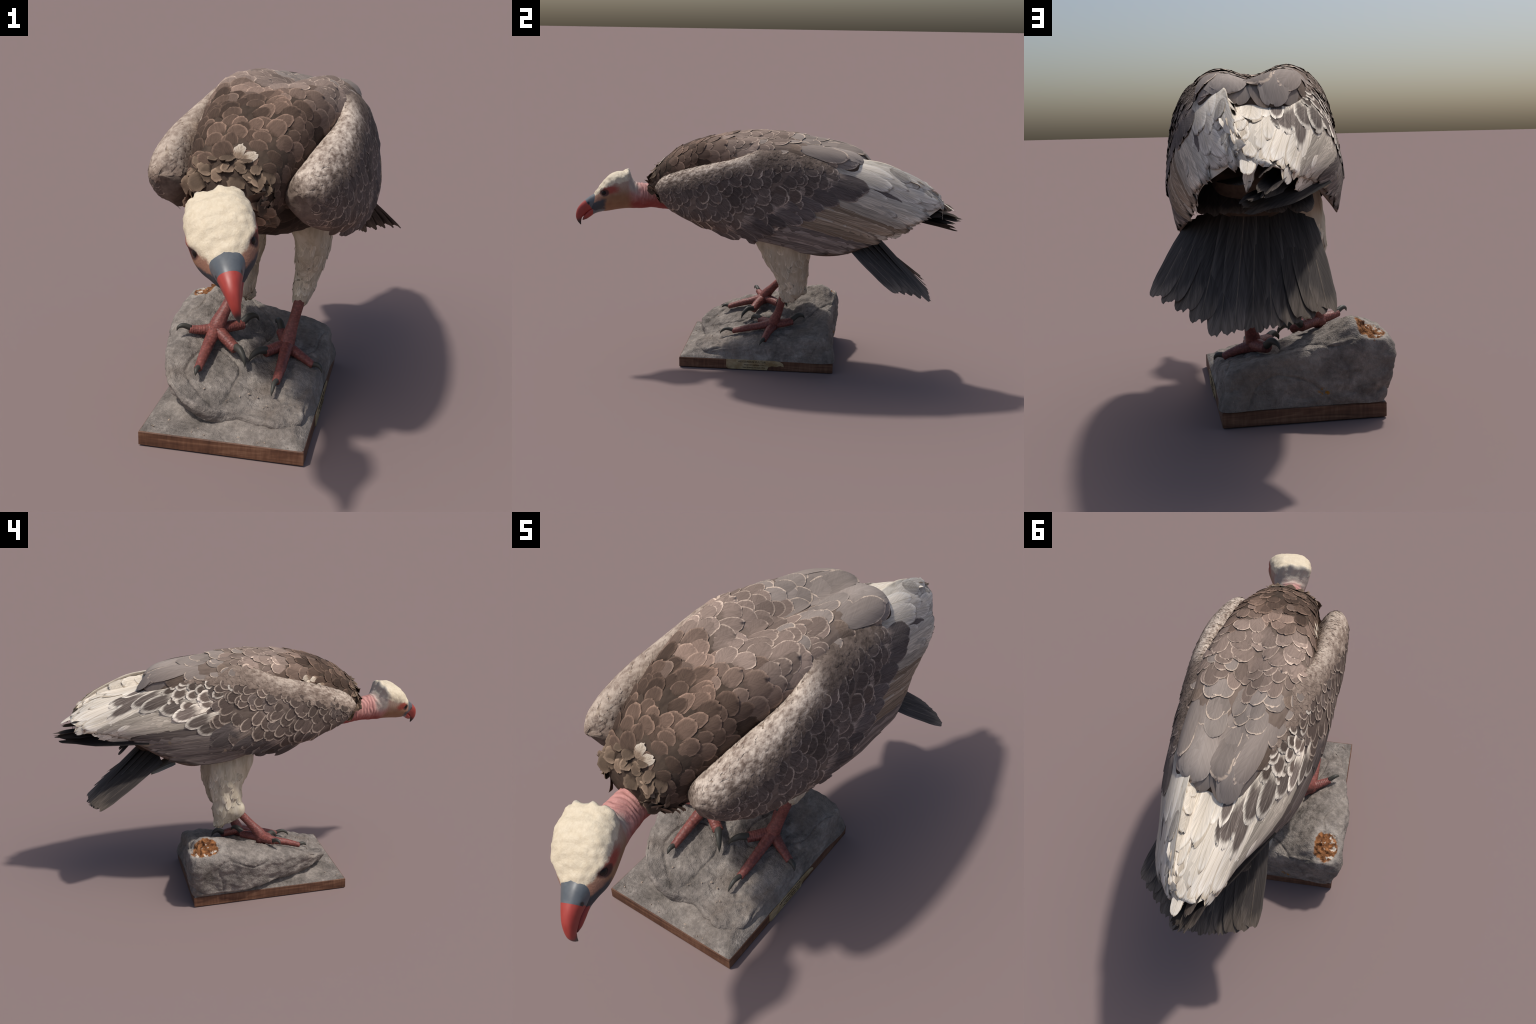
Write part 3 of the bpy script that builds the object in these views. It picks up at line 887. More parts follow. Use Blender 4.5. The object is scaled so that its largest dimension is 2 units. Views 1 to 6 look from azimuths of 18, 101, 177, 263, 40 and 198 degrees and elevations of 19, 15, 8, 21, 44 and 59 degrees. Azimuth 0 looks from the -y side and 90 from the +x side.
# --- ruff: loose curled feathers round the base of the neck
NECK_C = V((0.072, -0.6, 0.935))
for k in range(66):
    a = 2 * math.pi * (k + rng.uniform(-0.3, 0.3)) / 66
    lay = k % 3
    rad = 0.085 + 0.018 * lay
    up = V((math.cos(a), 0, math.sin(a)))
    p = NECK_C + V((up.x * rad * 1.1, 0.012 + 0.022 * lay, up.z * rad * 1.05))
    dd = up * (0.55 + 0.4 * rng.random()) + V((rng.uniform(-0.3, 0.3), -1.0 if up.z > -0.3 else -0.2, rng.uniform(-0.2, 0.2) - 0.3))
    feather("ruff_feather", torso, M["ruff"], BVH_T, p, dd, jitter(0.048, 0.35), jitter(0.048, 0.3), lift=(-0.004, 0.004), free=True, curl=rng.uniform(-0.2, 0.45),
            camber=0.18, ragged=0.3, ns=9)


# --- wing coverts and flight feathers
def wing_direction(y):
    al = math.radians(spline_at((-0.55, -0.4, -0.2, 0.05, 0.35, 0.9), (72, 60, 42, 24, 16, 14), y))
    return V((0, math.cos(al), -math.sin(al)))


def wing_plumage(w):
    left = w.side < 0
    # soft tiny coverts on the forearm ridge and the plain brown zone below and behind it
    spots = []
    for k in range(900):
        y = rng.uniform(w.y0 + 0.004, -0.01)
        u = rng.uniform(0.0, 0.34)
        spots.append((w.at(y, u), V((w.side * 0.3, 0.9, -0.5 if u > 0.2 else 0.0)) + V((rng.uniform(-0.3, 0.3), 0, rng.uniform(-0.3, 0.3))), jitter(0.030, 0.35), jitter(0.016, 0.3)))
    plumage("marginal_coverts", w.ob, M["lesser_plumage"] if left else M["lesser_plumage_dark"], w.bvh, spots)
    spots = []
    for k in range(1100):
        y = rng.uniform(w.y0 + 0.004, 0.33)
        mid_u = lerp(0.40, 0.18, smooth01(-0.45, 0.25, y))
        u = mid_u + rng.uniform(-0.10, 0.10)
        spots.append((w.at(y, u), wing_direction(y) + V((0, 0, rng.uniform(-0.3, 0.3))), jitter(0.042, 0.35), jitter(0.024, 0.3)))
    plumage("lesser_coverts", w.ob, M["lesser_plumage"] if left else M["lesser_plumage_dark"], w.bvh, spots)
    for k in range(46):
        y = lerp(w.y0 + 0.006, -0.44, rng.random() ** 1.2)
        u = rng.uniform(0.42, 0.92)
        m = M["covert"] if rng.random() < 0.4 else M["covert_grey"]
        feather("wing_covert", w.ob, m, w.bvh, w.at(y, u), V((w.side * 0.35, 0.7, -0.9 * u)), jitter(0.055, 0.3), jitter(0.036, 0.3),
                lift=(-0.002, jitter(0.002, 0.6)), ns=7, camber=0.06, ragged=0.12)
    # covert rows, from the ridge downward: u at front, u at rear, first and last y, length, width
    rows = ((0.47, 0.27, -0.49, 0.33, 0.060, 0.040),
            (0.55, 0.34, -0.48, 0.32, 0.072, 0.043), (0.63, 0.41, -0.47, 0.29, 0.082, 0.045), (0.71, 0.50, -0.45, 0.22, 0.094, 0.047),
            (0.77, 0.60, -0.43, 0.13, 0.098, 0.048), (0.84, 0.72, -0.40, 0.04, 0.092, 0.050))
    for ri, (u0, u1, ya, yb, L, W) in enumerate(rows):
        y = ya + (0.5 if ri % 2 else 0.0) * W
        while y < yb:
            f = (y - ya) / (yb - ya)
            u = lerp(u0, u1, f ** 0.9) + rng.uniform(-0.03, 0.03)
            grow = 1 + 0.35 * smooth01(0.0, 0.35, y)
            pick = rng.random()
            if left:
                m = M["covert_white"] if y > 0.10 + rng.uniform(-0.12, 0.12) else (M["covert"] if pick < (0.9 if ri < 5 else 0.45) else M["covert_grey"])
            else:
                m = M["covert_grey"] if pick < 0.72 else M["covert"]
            d = wing_direction(y)
            d = V((d.x, d.y, d.z + rng.uniform(-0.22, 0.22)))
            feather("wing_covert", w.ob, m, w.bvh, w.at(y + rng.uniform(-0.01, 0.01), u), d, jitter(L * grow * 1.15, 0.25), jitter(W * (1 + 0.2 * f) * 1.2, 0.22), blunt=0.75,
                    lift=(-0.003, jitter(0.0032, 0.7)), ns=7, camber=0.06, ragged=0.12)
            y += W * rng.uniform(0.66, 0.9)
    # greater coverts: a row of long dark feathers lying over the flight feathers
    ng = 13
    for k in range(ng):
        f = k / (ng - 1)
        y = lerp(-0.26, 0.36, f) + rng.uniform(-0.012, 0.012)
        u = lerp(0.93, 0.36, f ** 1.1)
        m = M["greater_white"] if left and f > 0.5 else M["greater_grey"]
        feather("greater_covert", w.ob, m, w.bvh, w.at(y, u), wing_direction(y + 0.08), jitter(lerp(0.16, 0.22, f), 0.15), jitter(lerp(0.056, 0.08, f), 0.15),
                lift=(0.0, jitter(0.0055, 0.4)), camber=0.10, reach=0.04, ragged=0.08)
    # flight feathers: root to tip across the lower and rear wing, tips along the lower edge
    nf = 24
    for k in range(nf):
        f = k / (nf - 1)
        root = w.at(lerp(-0.20, 0.46, f ** 0.9), lerp(0.91, 0.34, f ** 1.15) + rng.uniform(-0.02, 0.02))
        tip = w.at(lerp(0.30, w.y1 - 0.012, f ** 0.85), lerp(0.96, 0.95, f) if f < 0.7 else lerp(0.95, 0.55, (f - 0.7) / 0.3))
        dv = tip - root
        if left:
            m = (M["flight"] if k % 3 else M["flight_grey"]) if f < 0.45 else (M["flight_pale"] if f < 0.74 else M["tertial"])
            if k in (3, 8):
                m = M["flight_buff"]
        else:
            m = (M["flight"] if k % 3 else M["flight_grey"]) if f < 0.38 else (M["flight_buff"] if k in (9, 10, 12, 13, 15) else (M["flight_pale"] if f < 0.8 else M["tertial_grey"]))
        feather("flight_feather", w.ob, m, w.bvh, root, dv, dv.length * rng.uniform(1.0, 1.10), jitter(lerp(0.058, 0.07, f), 0.15),
                lift=(-0.001, jitter(lerp(0.0035, 0.005, f), 0.5)), camber=0.08, reach=0.05, ragged=0.10, blunt=0.8)
    # tertials and rump: broad pale feathers on the rear roof
    nt_ = 22
    for k in range(nt_):
        f = ((k * 7) % nt_) / (nt_ - 1)
        y = lerp(0.36, 0.60, k / (nt_ - 1)) if f < 0.5 else lerp(0.38, 0.54, k / (nt_ - 1))
        u = lerp(0.0 if left else 0.1, 0.55, f)
        pale = M["tertial"] if left or f < 0.2 else M["tertial_grey"]
        if left and 0.3 < f < 0.9 and y < 0.50:
            pale = M["greater_white"]
        if not left and 0.35 < f < 0.6 and y < 0.47:
            pale = M["greater_grey"]
        d = V((0.06 * (-w.side), 1, -0.3 - 0.15 * f))
        feather("tertial_feather", w.ob, pale, w.bvh, w.at(y, u), d, jitter(0.30, 0.2), jitter(0.062, 0.25), lift=(0.0, jitter(0.004, 0.6)),
                camber=0.08, reach=0.04, ragged=0.14)


for w in (wing_r, wing_l):
    wing_plumage(w)
    left = w.side < 0
    for k in range(10, 26):        # short ragged feathers that fringe the rear and lower edge
        f = k / 25
        yy = lerp(0.42, w.y1 - 0.03, f)
        uu = lerp(0.9, 0.15, smooth01(0.55, 1.0, f)) + rng.uniform(-0.06, 0.06)
        m = M["flight"] if f < 0.25 else (M["flight_pale"] if f < 0.5 else (M["tertial"] if left else M["tertial_grey"]))
        feather("tertial_feather", w.ob, m, w.bvh, w.at(yy, uu), V((0.05 * -w.side, 1, -0.45 if left else -0.1)), jitter(0.12 if left else 0.09, 0.25), jitter(0.04, 0.25), lift=(-0.001, jitter(0.003, 0.6)),
                camber=0.08, reach=0.03, ragged=0.25)
    for k in range(0, 10, 3):        # and the middle of the roof above the tips
        yy, uu = lerp(0.62, 0.80, k / 9), (k * 0.37) % 1 * 0.45 + (0.0 if left else 0.12)
        feather("tertial_feather", w.ob, M["tertial"] if left else M["tertial_grey"], w.bvh, w.at(yy, uu), V((0.05 * -w.side, 1, -0.6)), jitter(0.13, 0.2), jitter(0.05, 0.25), lift=(0.0, jitter(0.006, 0.6)),
                camber=0.15, reach=0.03, ragged=0.22)

def free_feather(kind, parent, mat, root, tip, W, up0, camber=0.12, ragged=0.16, blunt=0.5, curl=0.0):
    """a feather that stands free of the skin, from root to tip, its vane facing up0."""
    root, dv = V(root), V(tip) - V(root)
    L = dv.length
    o = feather(kind, parent, mat, None, (0, 0, 0), (0, 1, 0), 1.0, 1.0, lift=(0, 0), camber=camber, ragged=ragged, blunt=blunt, nt=9, curl=curl)
    ey = dv.normalized()
    ez = (V(up0) - ey * ey.dot(V(up0))).normalized()
    ex = ey.cross(ez)
    h = W
    o.matrix_basis = Matrix(((ex.x * W, ey.x * L, ez.x * h, root.x), (ex.y * W, ey.y * L, ez.y * h, root.y), (ex.z * W, ey.z * L, ez.z * h, root.z), (0, 0, 0, 1)))
    return o


# dark primaries whose tips cross below the rump
for root, tip, W, up0 in (((-0.15, 0.50, 0.850), (0.118, 0.962, 0.800), 0.085, (-0.6, 0.2, 0.75)), ((-0.10, 0.52, 0.875), (0.105, 0.955, 0.815), 0.08, (0.3, 0.4, 0.85)),
                          ((-0.03, 0.58, 0.905), (0.054, 0.992, 0.832), 0.07, (0.5, 0.3, 0.8)), ((0.02, 0.60, 0.93), (0.056, 0.950, 0.885), 0.065, (0.6, 0.2, 0.75)),
                          ((-0.05, 0.56, 0.89), (0.070, 0.985, 0.835), 0.065, (-0.6, 0.1, 0.8)), ((0.20, 0.5, 0.86), (0.10, 0.90, 0.86), 0.06, (0.3, 0, 0.9))):
    free_feather("primary_feather", wing_l.ob if root[0] < 0.1 else wing_r.ob, M["primary"], root, tip, W, up0)
# dark upper tail coverts that close the hollow under the roof
for x0, x1, W in ((-0.04, -0.06, 0.09), (0.02, 0.02, 0.09), (0.08, 0.09, 0.10), (0.14, 0.15, 0.10), (0.20, 0.22, 0.09)):
    free_feather("tail_covert", torso, M["primary"], (x0, 0.54, 0.88), (x1, 0.665, 0.755), W, (0, 0.8, 0.6), ragged=0.1)
# white ruffles standing along the inner edge of the right wing
for k in range(11):
    f = k / 10
    yy = lerp(0.46, 0.80, f)
    e = wing_r.at(yy, 0.0)
    free_feather("rump_feather", wing_r.ob, M["tertial"], e + V((-0.012, -0.02, -0.035)), e + V((-0.012 + rng.uniform(-0.008, 0.008), 0.07, -0.045 - 0.03 * f)), jitter(0.055, 0.2),
                 (-0.8 + rng.uniform(-0.2, 0.2), 0, 0.6), camber=0.3, ragged=0.25)

# ------------------------------------------------------------------ tail
tail = bpy.data.objects.new("tail", None)
tail_root_me = grid_mesh("tail", [[(0.09 + math.cos(a) * 0.10 * k, 0.44 + 0.05 * i, 0.735 - 0.03 * i + math.sin(a) * 0.035 * k) for a in np.linspace(0, 2 * math.pi, 24, endpoint=False)]
                                  for i, k in enumerate((0.6, 1.0, 1.05, 0.9))], mat=M["body_down"])
bpy.data.objects.remove(tail)
tail = add("tail", tail_root_me, bird)
TAIL_TIPS = ((-0.118, 0.788, 0.484), (-0.088, 0.810, 0.480), (-0.050, 0.826, 0.472), (-0.008, 0.840, 0.456), (0.045, 0.850, 0.450), (0.100, 0.858, 0.446), (0.150, 0.862, 0.442),
             (0.192, 0.868, 0.436), (0.245, 0.825, 0.468), (0.292, 0.785, 0.492), (0.332, 0.752, 0.512), (0.374, 0.716, 0.522))
for k, tip in enumerate(TAIL_TIPS):
    f = k / (len(TAIL_TIPS) - 1)
    mid = 1 - abs(f - 0.5) * 2
    root = V((lerp(-0.085, 0.262, f), 0.455 + 0.05 * mid, 0.725 + 0.075 * mid))
    dv = V(tip) - root
    L = dv.length * 1.01
    W = 0.094
    up0 = V(((f - 0.5) * 0.9, 0.6, 0.75))
    root = root + up0.normalized() * 0.006 * mid
    free_feather("tail_feather", tail, M["tail"], root, V(tip), W, up0, camber=0.10, ragged=0.07, blunt=0.40)
# pale under-tail coverts
for k in range(6):
    x0 = -0.10 + 0.03 * k
    free_feather("undertail_covert", tail, M["tertial"], (x0, 0.38, 0.70), (x0 - 0.01, 0.51 - 0.01 * k, 0.655), 0.055, (0, -0.3, -0.9), camber=0.2, ragged=0.2)

# ------------------------------------------------------------------ head, neck, beak
eye_mid = V((0.157, -0.859, 0.894))
ax_y = V((0.906, 0.362, 0.22)).normalized()
ax_x = V((0.372, -0.928, -0.002))
ax_x = (ax_x - ax_y * ax_x.dot(ax_y)).normalized()
ax_z = ax_y.cross(ax_x) * -1 if ax_y.cross(ax_x).z < 0 else ax_y.cross(ax_x)
HEAD = Matrix(((ax_x.x, ax_y.x, ax_z.x, eye_mid.x), (ax_x.y, ax_y.y, ax_z.y, eye_mid.y), (ax_x.z, ax_y.z, ax_z.z, eye_mid.z), (0, 0, 0, 1)))

# forward, top, bottom, half width, height of widest line (share), squareness of top
HEAD_ST = (
    (-0.400, 0.020, -0.100, 0.056, 0.50, 1.0, 0.036),
    (-0.330, 0.030, -0.092, 0.054, 0.50, 1.0, 0.028),
    (-0.260, 0.042, -0.084, 0.053, 0.50, 1.0, 0.018),
    (-0.200, 0.050, -0.083, 0.055, 0.50, 1.0, 0.010),
    (-0.165, 0.056, -0.083, 0.062, 0.52, 0.95, 0.004),
    (-0.145, 0.076, -0.083, 0.072, 0.55, 0.85, 0.0),
    (-0.128, 0.104, -0.082, 0.081, 0.60, 0.72, 0.0),
    (-0.105, 0.112, -0.082, 0.088, 0.60, 0.68, 0.0),
    (-0.060, 0.110, -0.086, 0.094, 0.56, 0.68, 0.0),
    (-0.020, 0.090, -0.092, 0.092, 0.52, 0.70, 0.0),
    (0.010, 0.058, -0.095, 0.083, 0.52, 0.74, 0.0),
    (0.035, 0.026, -0.096, 0.066, 0.52, 0.80, 0.0),
    (0.058, -0.004, -0.103, 0.046, 0.52, 0.9, 0.0),
    (0.072, -0.020, -0.100, 0.032, 0.52, 1.0, 0.0),
)
NH = 72


def head_ring(x):
    c = list(zip(*HEAD_ST))
    top, bot, hw, sh, sq, lat = (spline_at(c[0], c[k], x) for k in range(1, 7))
    zm = lerp(bot, top, sh)
    out = []
    for k in range(NH):
        a = 2 * math.pi * k / NH
        ca, sa = math.cos(a), math.sin(a)
        ex = sq if sa > 0 else 0.95
        yy = hw * math.copysign(abs(ca) ** ex, ca)
        zz = zm + ((top - zm) if sa > 0 else (zm - bot)) * math.copysign(abs(sa) ** ex, sa)
        out.append((x, lat + yy, zz))
    return out


xs_h = np.linspace(-0.40, 0.072, 150)
head_me = grid_mesh("head", [head_ring(x) for x in xs_h], mat=M["head"])


def head_relief(p):
    d = 0.0
    cap = smooth01(0.0, 0.02, p.z - (0.020 - 0.28 * p.x - 0.55 * max(p.x, 0))) * smooth01(-0.16, -0.13, p.x) * smooth01(0.07, 0.05, p.x)
    d += cap * (0.0035 * fbm(p, 4, 45) + 0.002)
    # crest rim of curly down along the back of the crown
    d += 0.016 * math.exp(-((p.x + 0.118) / 0.014) ** 2) * smooth01(0.07, 0.11, p.z) * (0.75 + 0.8 * fbm(p, 2, 60))
    # brow ridge and eye socket
    ay = abs(p.y)
    d += 0.006 * math.exp(-((p.x - 0.0) / 0.035) ** 2 - ((p.z - 0.022) / 0.010) ** 2) * smooth01(0.05, 0.08, ay)
    d -= 0.008 * math.exp(-((p.x - 0.004) / 0.018) ** 2 - ((p.z + 0.002) / 0.012) ** 2) * smooth01(0.05, 0.07, ay)
    # neck wrinkles
    nk = smooth01(-0.13, -0.18, p.x)
    d += nk * 0.0022 * math.sin(p.x * 330 + 6 * noise.noise(p * 25)) * smooth01(-0.08, 0.02, p.z)
    d += nk * 0.003 * fbm(p, 3, 20)
    return d


displace(head_me, head_relief)
head_all = add("head", head_me, bird, HEAD)


def split_off(ob, name, parent, test):
    """move the faces whose centre passes the test to an object of their own with the same normals."""
    me = ob.data
    nor = [v.normal.copy() for v in me.vertices]
    parts = []
    for keep in (False, True):
        idx = [p for p in me.polygons if test(p.center) == keep]
        used = sorted({i for p in idx for i in p.vertices})
        back = {v: i for i, v in enumerate(used)}
        m2 = bpy.data.meshes.new(name if keep else me.name)
        m2.from_pydata([tuple(me.vertices[i].co) for i in used], [], [[back[i] for i in p.vertices] for p in idx])
        m2.polygons.foreach_set("use_smooth", [True] * len(m2.polygons))
        for mt in me.materials:
            m2.materials.append(mt)
        m2.normals_split_custom_set_from_vertices([tuple(nor[i]) for i in used])
        parts.append(m2)
    ob.data = parts[0]
    return add(name, parts[1], parent, ob.matrix_basis.copy())


neck = split_off(head_all, "neck", bird, lambda c: c.x < -0.165)


# beak: loft along a bent axis; columns are forward, up, radius along the profile normal, half width
def beak_loft(name, axis, n_along, mat, square=1.0):
    A = catmull(np.array(axis), n_along)
    rings = []
    for i, (f, u, r_up, r_dn, hw) in enumerate(A):
        t = A[min(i + 1, n_along - 1)][:2] - A[max(i - 1, 0)][:2]
        t = t / (np.linalg.norm(t) + 1e-9)
        nx, nz = -t[1], t[0]
        if nz < 0 and i < n_along * 0.5:
            nx, nz = -nx, -nz
        ring = []
        for k in range(40):
            a = 2 * math.pi * k / 40
            ca, sa = math.cos(a), math.sin(a)
            r = (r_up if sa > 0 else r_dn) * math.copysign(abs(sa) ** 0.9, sa)
            ring.append((f + nx * r, hw * math.copysign(abs(ca) ** 0.85, ca), u + nz * r))
        rings.append(ring)
    return grid_mesh(name, rings, mat=mat)


upper = ((0.030, -0.040, 0.052, 0.022, 0.058), (0.060, -0.047, 0.040, 0.030, 0.044), (0.085, -0.058, 0.033, 0.034, 0.034), (0.108, -0.074, 0.030, 0.031, 0.026),
         (0.126, -0.094, 0.027, 0.025, 0.020), (0.139, -0.118, 0.018, 0.017, 0.014), (0.139, -0.141, 0.010, 0.010, 0.009), (0.132, -0.162, 0.0015, 0.0015, 0.0015))
beak_me = beak_loft("beak", upper, 46, M["beak"])
beak = add("beak", beak_me, head_all, HEAD)
cere = split_off(beak, "cere", head_all, lambda c: (c.x - 0.098) * 0.75 - (c.z + 0.045) * 0.55 < 0)
cere.data.materials.clear()
cere.data.materials.append(M["cere"])
lower = ((0.010, -0.070, 0.020, 0.024, 0.052), (0.045, -0.080, 0.016, 0.021, 0.038), (0.070, -0.091, 0.014, 0.019, 0.029), (0.092, -0.107, 0.012, 0.018, 0.022), (0.110, -0.124, 0.008, 0.013, 0.014),
         (0.122, -0.137, 0.002, 0.003, 0.004))
lower_me = beak_loft("mandible", lower, 30, M["beak"])
low = add("mandible", lower_me, head_all, HEAD)
lowcere = split_off(low, "mandible_skin", head_all, lambda c: c.x < 0.066)
lowcere.data.materials.clear()
lowcere.data.materials.append(M["cere"])


def ball(name, r, mat, parent, matrix, squash=(1, 1, 1)):
    bm = bmesh.new()
    bmesh.ops.create_uvsphere(bm, u_segments=24, v_segments=16, radius=r)
    for v in bm.verts:
        v.co = V((v.co.x * squash[0], v.co.y * squash[1], v.co.z * squash[2]))
    me = bpy.data.meshes.new(name)
    bm.to_mesh(me)
    bm.free()
    me.polygons.foreach_set("use_smooth", [True] * len(me.polygons))
    me.materials.append(mat)
    return add(name, me, parent, matrix)


for sgn in (1, -1):
    ball("eye", 0.0165, M["eye"], head_all, HEAD @ Matrix.Translation((0.004, 0.0715 * sgn, -0.001)), (1, 0.8, 0.9))
    ball("ear", 0.0075, M["ear"], head_all, HEAD @ Matrix.Translation((-0.090, 0.0835 * sgn, 0.018)), (0.9, 0.5, 1.1))


# ------------------------------------------------------------------ legs
def tube(name, pts, radii, mat, n_along=28, n_round=18, flat=1.0, bumps=0.0):
    P = catmull(np.array([(*p, r) for p, r in zip(pts, radii)]), n_along)
    rings = []
    ref = V((0.13, 0.21, 0.97))
    for i in range(n_along):
        c = V(P[i][:3])
        t = (V(P[min(i + 1, n_along - 1)][:3]) - V(P[max(i - 1, 0)][:3])).normalized()
        sx = t.cross(ref).normalized()
        sz = sx.cross(t).normalized()
        r = max(P[i][3], 0.0006)
        rr = r * (1 + bumps * math.sin(i * 1.9))
        rings.append([tuple(c + sx * rr * math.cos(a) + sz * rr * flat * math.sin(a)) for a in np.linspace(0, 2 * math.pi, n_round, endpoint=False)])
    return grid_mesh(name, rings, mat=mat)


def leg(thigh_st, tarsus, tarsus_r, toes):
    root = None
    rings = []
    S = catmull(np.array(thigh_st), 60)
    for x, y, z, rx, ry in S:
        rings.append([(x + rx * math.cos(a), y + ry * math.sin(a), z) for a in np.linspace(0, 2 * math.pi, 48, endpoint=False)])
    me = grid_mesh("leg", rings, mat=M["thigh"])
    displace(me, lambda p: 0.011 * fbm(V((p.x, p.y, p.z * 0.35)), 4, 22))
    top = add("leg", me, bird)
    bv = bvh_of(me)
    for k in range(110):
        f = 0.12 + 0.72 * k / 110
        x, y, z, rx, ry = S[int(f * 59)]
        a = k * 2.39996
        feather("thigh_tuft", top, M["tuft"], bv, (x + rx * math.cos(a), y + ry * math.sin(a), z), (rng.uniform(-0.2, 0.2), rng.uniform(-0.05, 0.3), -1), jitter(0.10, 0.3), jitter(0.040, 0.3),
                lift=(-0.004, jitter(0.002, 0.8)), ns=7, camber=0.06, ragged=0.3)
    add("shank", tube("shank", tarsus, tarsus_r, M["leg"], 40, 24), top)
    ball("foot", 0.034, M["leg"], top, Matrix.Translation(V(tarsus[-1]) + V((0, -0.004, 0.012))), (1.0, 1.05, 0.9))
    for pts, rad, claw in toes:
        add("toe", tube("toe", pts, rad, M["leg"], 36, 18, 0.9, 0.035), top)
        cr = rad[-1] * 0.70
        add("claw", tube("claw", claw, (cr, cr * 0.86, cr * 0.55, 0.0008), M["claw"], 24, 14), top)
    return top


leg_right = leg(
    ((0.155, 0.10, 0.80, 0.080, 0.15), (0.158, 0.10, 0.70, 0.074, 0.145), (0.156, 0.112, 0.62, 0.067, 0.122), (0.146, 0.134, 0.54, 0.058, 0.100), (0.132, 0.150, 0.47, 0.047, 0.076),
     (0.120, 0.145, 0.41, 0.040, 0.062), (0.114, 0.130, 0.365, 0.027, 0.042), (0.113, 0.125, 0.352, 0.015, 0.025)),
    ((0.125, 0.13, 0.44), (0.113, 0.098, 0.36), (0.100, 0.078, 0.29), (0.088, 0.052, 0.228), (0.085, 0.040, 0.19)), (0.026, 0.021, 0.021, 0.029, 0.030),
    (
        (((0.088, 0.045, 0.215), (0.098, -0.03, 0.196), (0.106, -0.10, 0.180), (0.110, -0.172, 0.160)), (0.026, 0.021, 0.019, 0.015), ((0.111, -0.165, 0.164), (0.113, -0.205, 0.172), (0.115, -0.232, 0.157), (0.114, -0.242, 0.139))),
        (((0.082, 0.045, 0.210), (0.050, 0.0, 0.208), (0.024, -0.035, 0.205)), (0.026, 0.023, 0.022), ((0.028, -0.032, 0.212), (0.008, -0.062, 0.220), (-0.010, -0.086, 0.206), (-0.017, -0.098, 0.186))),
        (((0.095, 0.045, 0.200), (0.145, 0.030, 0.182), (0.200, 0.018, 0.156)), (0.026, 0.020, 0.016), ((0.196, 0.018, 0.160), (0.220, 0.012, 0.162), (0.233, 0.006, 0.152), (0.238, 0.001, 0.138))),
        (((0.082, 0.060, 0.210), (0.060, 0.105, 0.212), (0.038, 0.142, 0.216)), (0.026, 0.024, 0.022), ((0.040, 0.14, 0.224), (0.022, 0.168, 0.246), (0.004, 0.192, 0.242), (-0.006, 0.205, 0.222))),
    ))
leg_left = leg(
    ((-0.085, 0.08, 0.82, 0.080, 0.125), (-0.100, 0.09, 0.72, 0.080, 0.120), (-0.108, 0.105, 0.64, 0.077, 0.104), (-0.114, 0.122, 0.56, 0.071, 0.086), (-0.120, 0.118, 0.48, 0.057, 0.074),
     (-0.122, 0.115, 0.43, 0.052, 0.088), (-0.120, 0.125, 0.385, 0.042, 0.070), (-0.115, 0.165, 0.345, 0.028, 0.032), (-0.115, 0.172, 0.33, 0.015, 0.018)),
    ((-0.120, 0.09, 0.45), (-0.130, 0.045, 0.395), (-0.145, 0.0, 0.345), (-0.162, -0.045, 0.292), (-0.168, -0.052, 0.255)), (0.026, 0.021, 0.022, 0.030, 0.030),
    (
        (((-0.166, -0.052, 0.278), (-0.166, -0.12, 0.252), (-0.160, -0.19, 0.232), (-0.156, -0.258, 0.208)), (0.026, 0.022, 0.019, 0.015), ((-0.156, -0.250, 0.212), (-0.154, -0.276, 0.216), (-0.152, -0.290, 0.209), (-0.151, -0.297, 0.200))),
        (((-0.160, -0.052, 0.275), (-0.115, -0.078, 0.255), (-0.068, -0.098, 0.228)), (0.027, 0.024, 0.022), ((-0.072, -0.096, 0.236), (-0.045, -0.122, 0.240), (-0.022, -0.143, 0.218), (-0.014, -0.153, 0.189))),
        (((-0.170, -0.050, 0.275), (-0.215, -0.080, 0.278), (-0.252, -0.104, 0.284)), (0.026, 0.020, 0.016), ((-0.248, -0.102, 0.290), (-0.270, -0.118, 0.302), (-0.285, -0.130, 0.298), (-0.290, -0.135, 0.284))),
        (((-0.160, -0.040, 0.275), (-0.125, 0.005, 0.272), (-0.092, 0.045, 0.268)), (0.026, 0.024, 0.022), ((-0.094, 0.042, 0.276), (-0.072, 0.066, 0.296), (-0.052, 0.088, 0.292), (-0.042, 0.100, 0.268))),
    ))

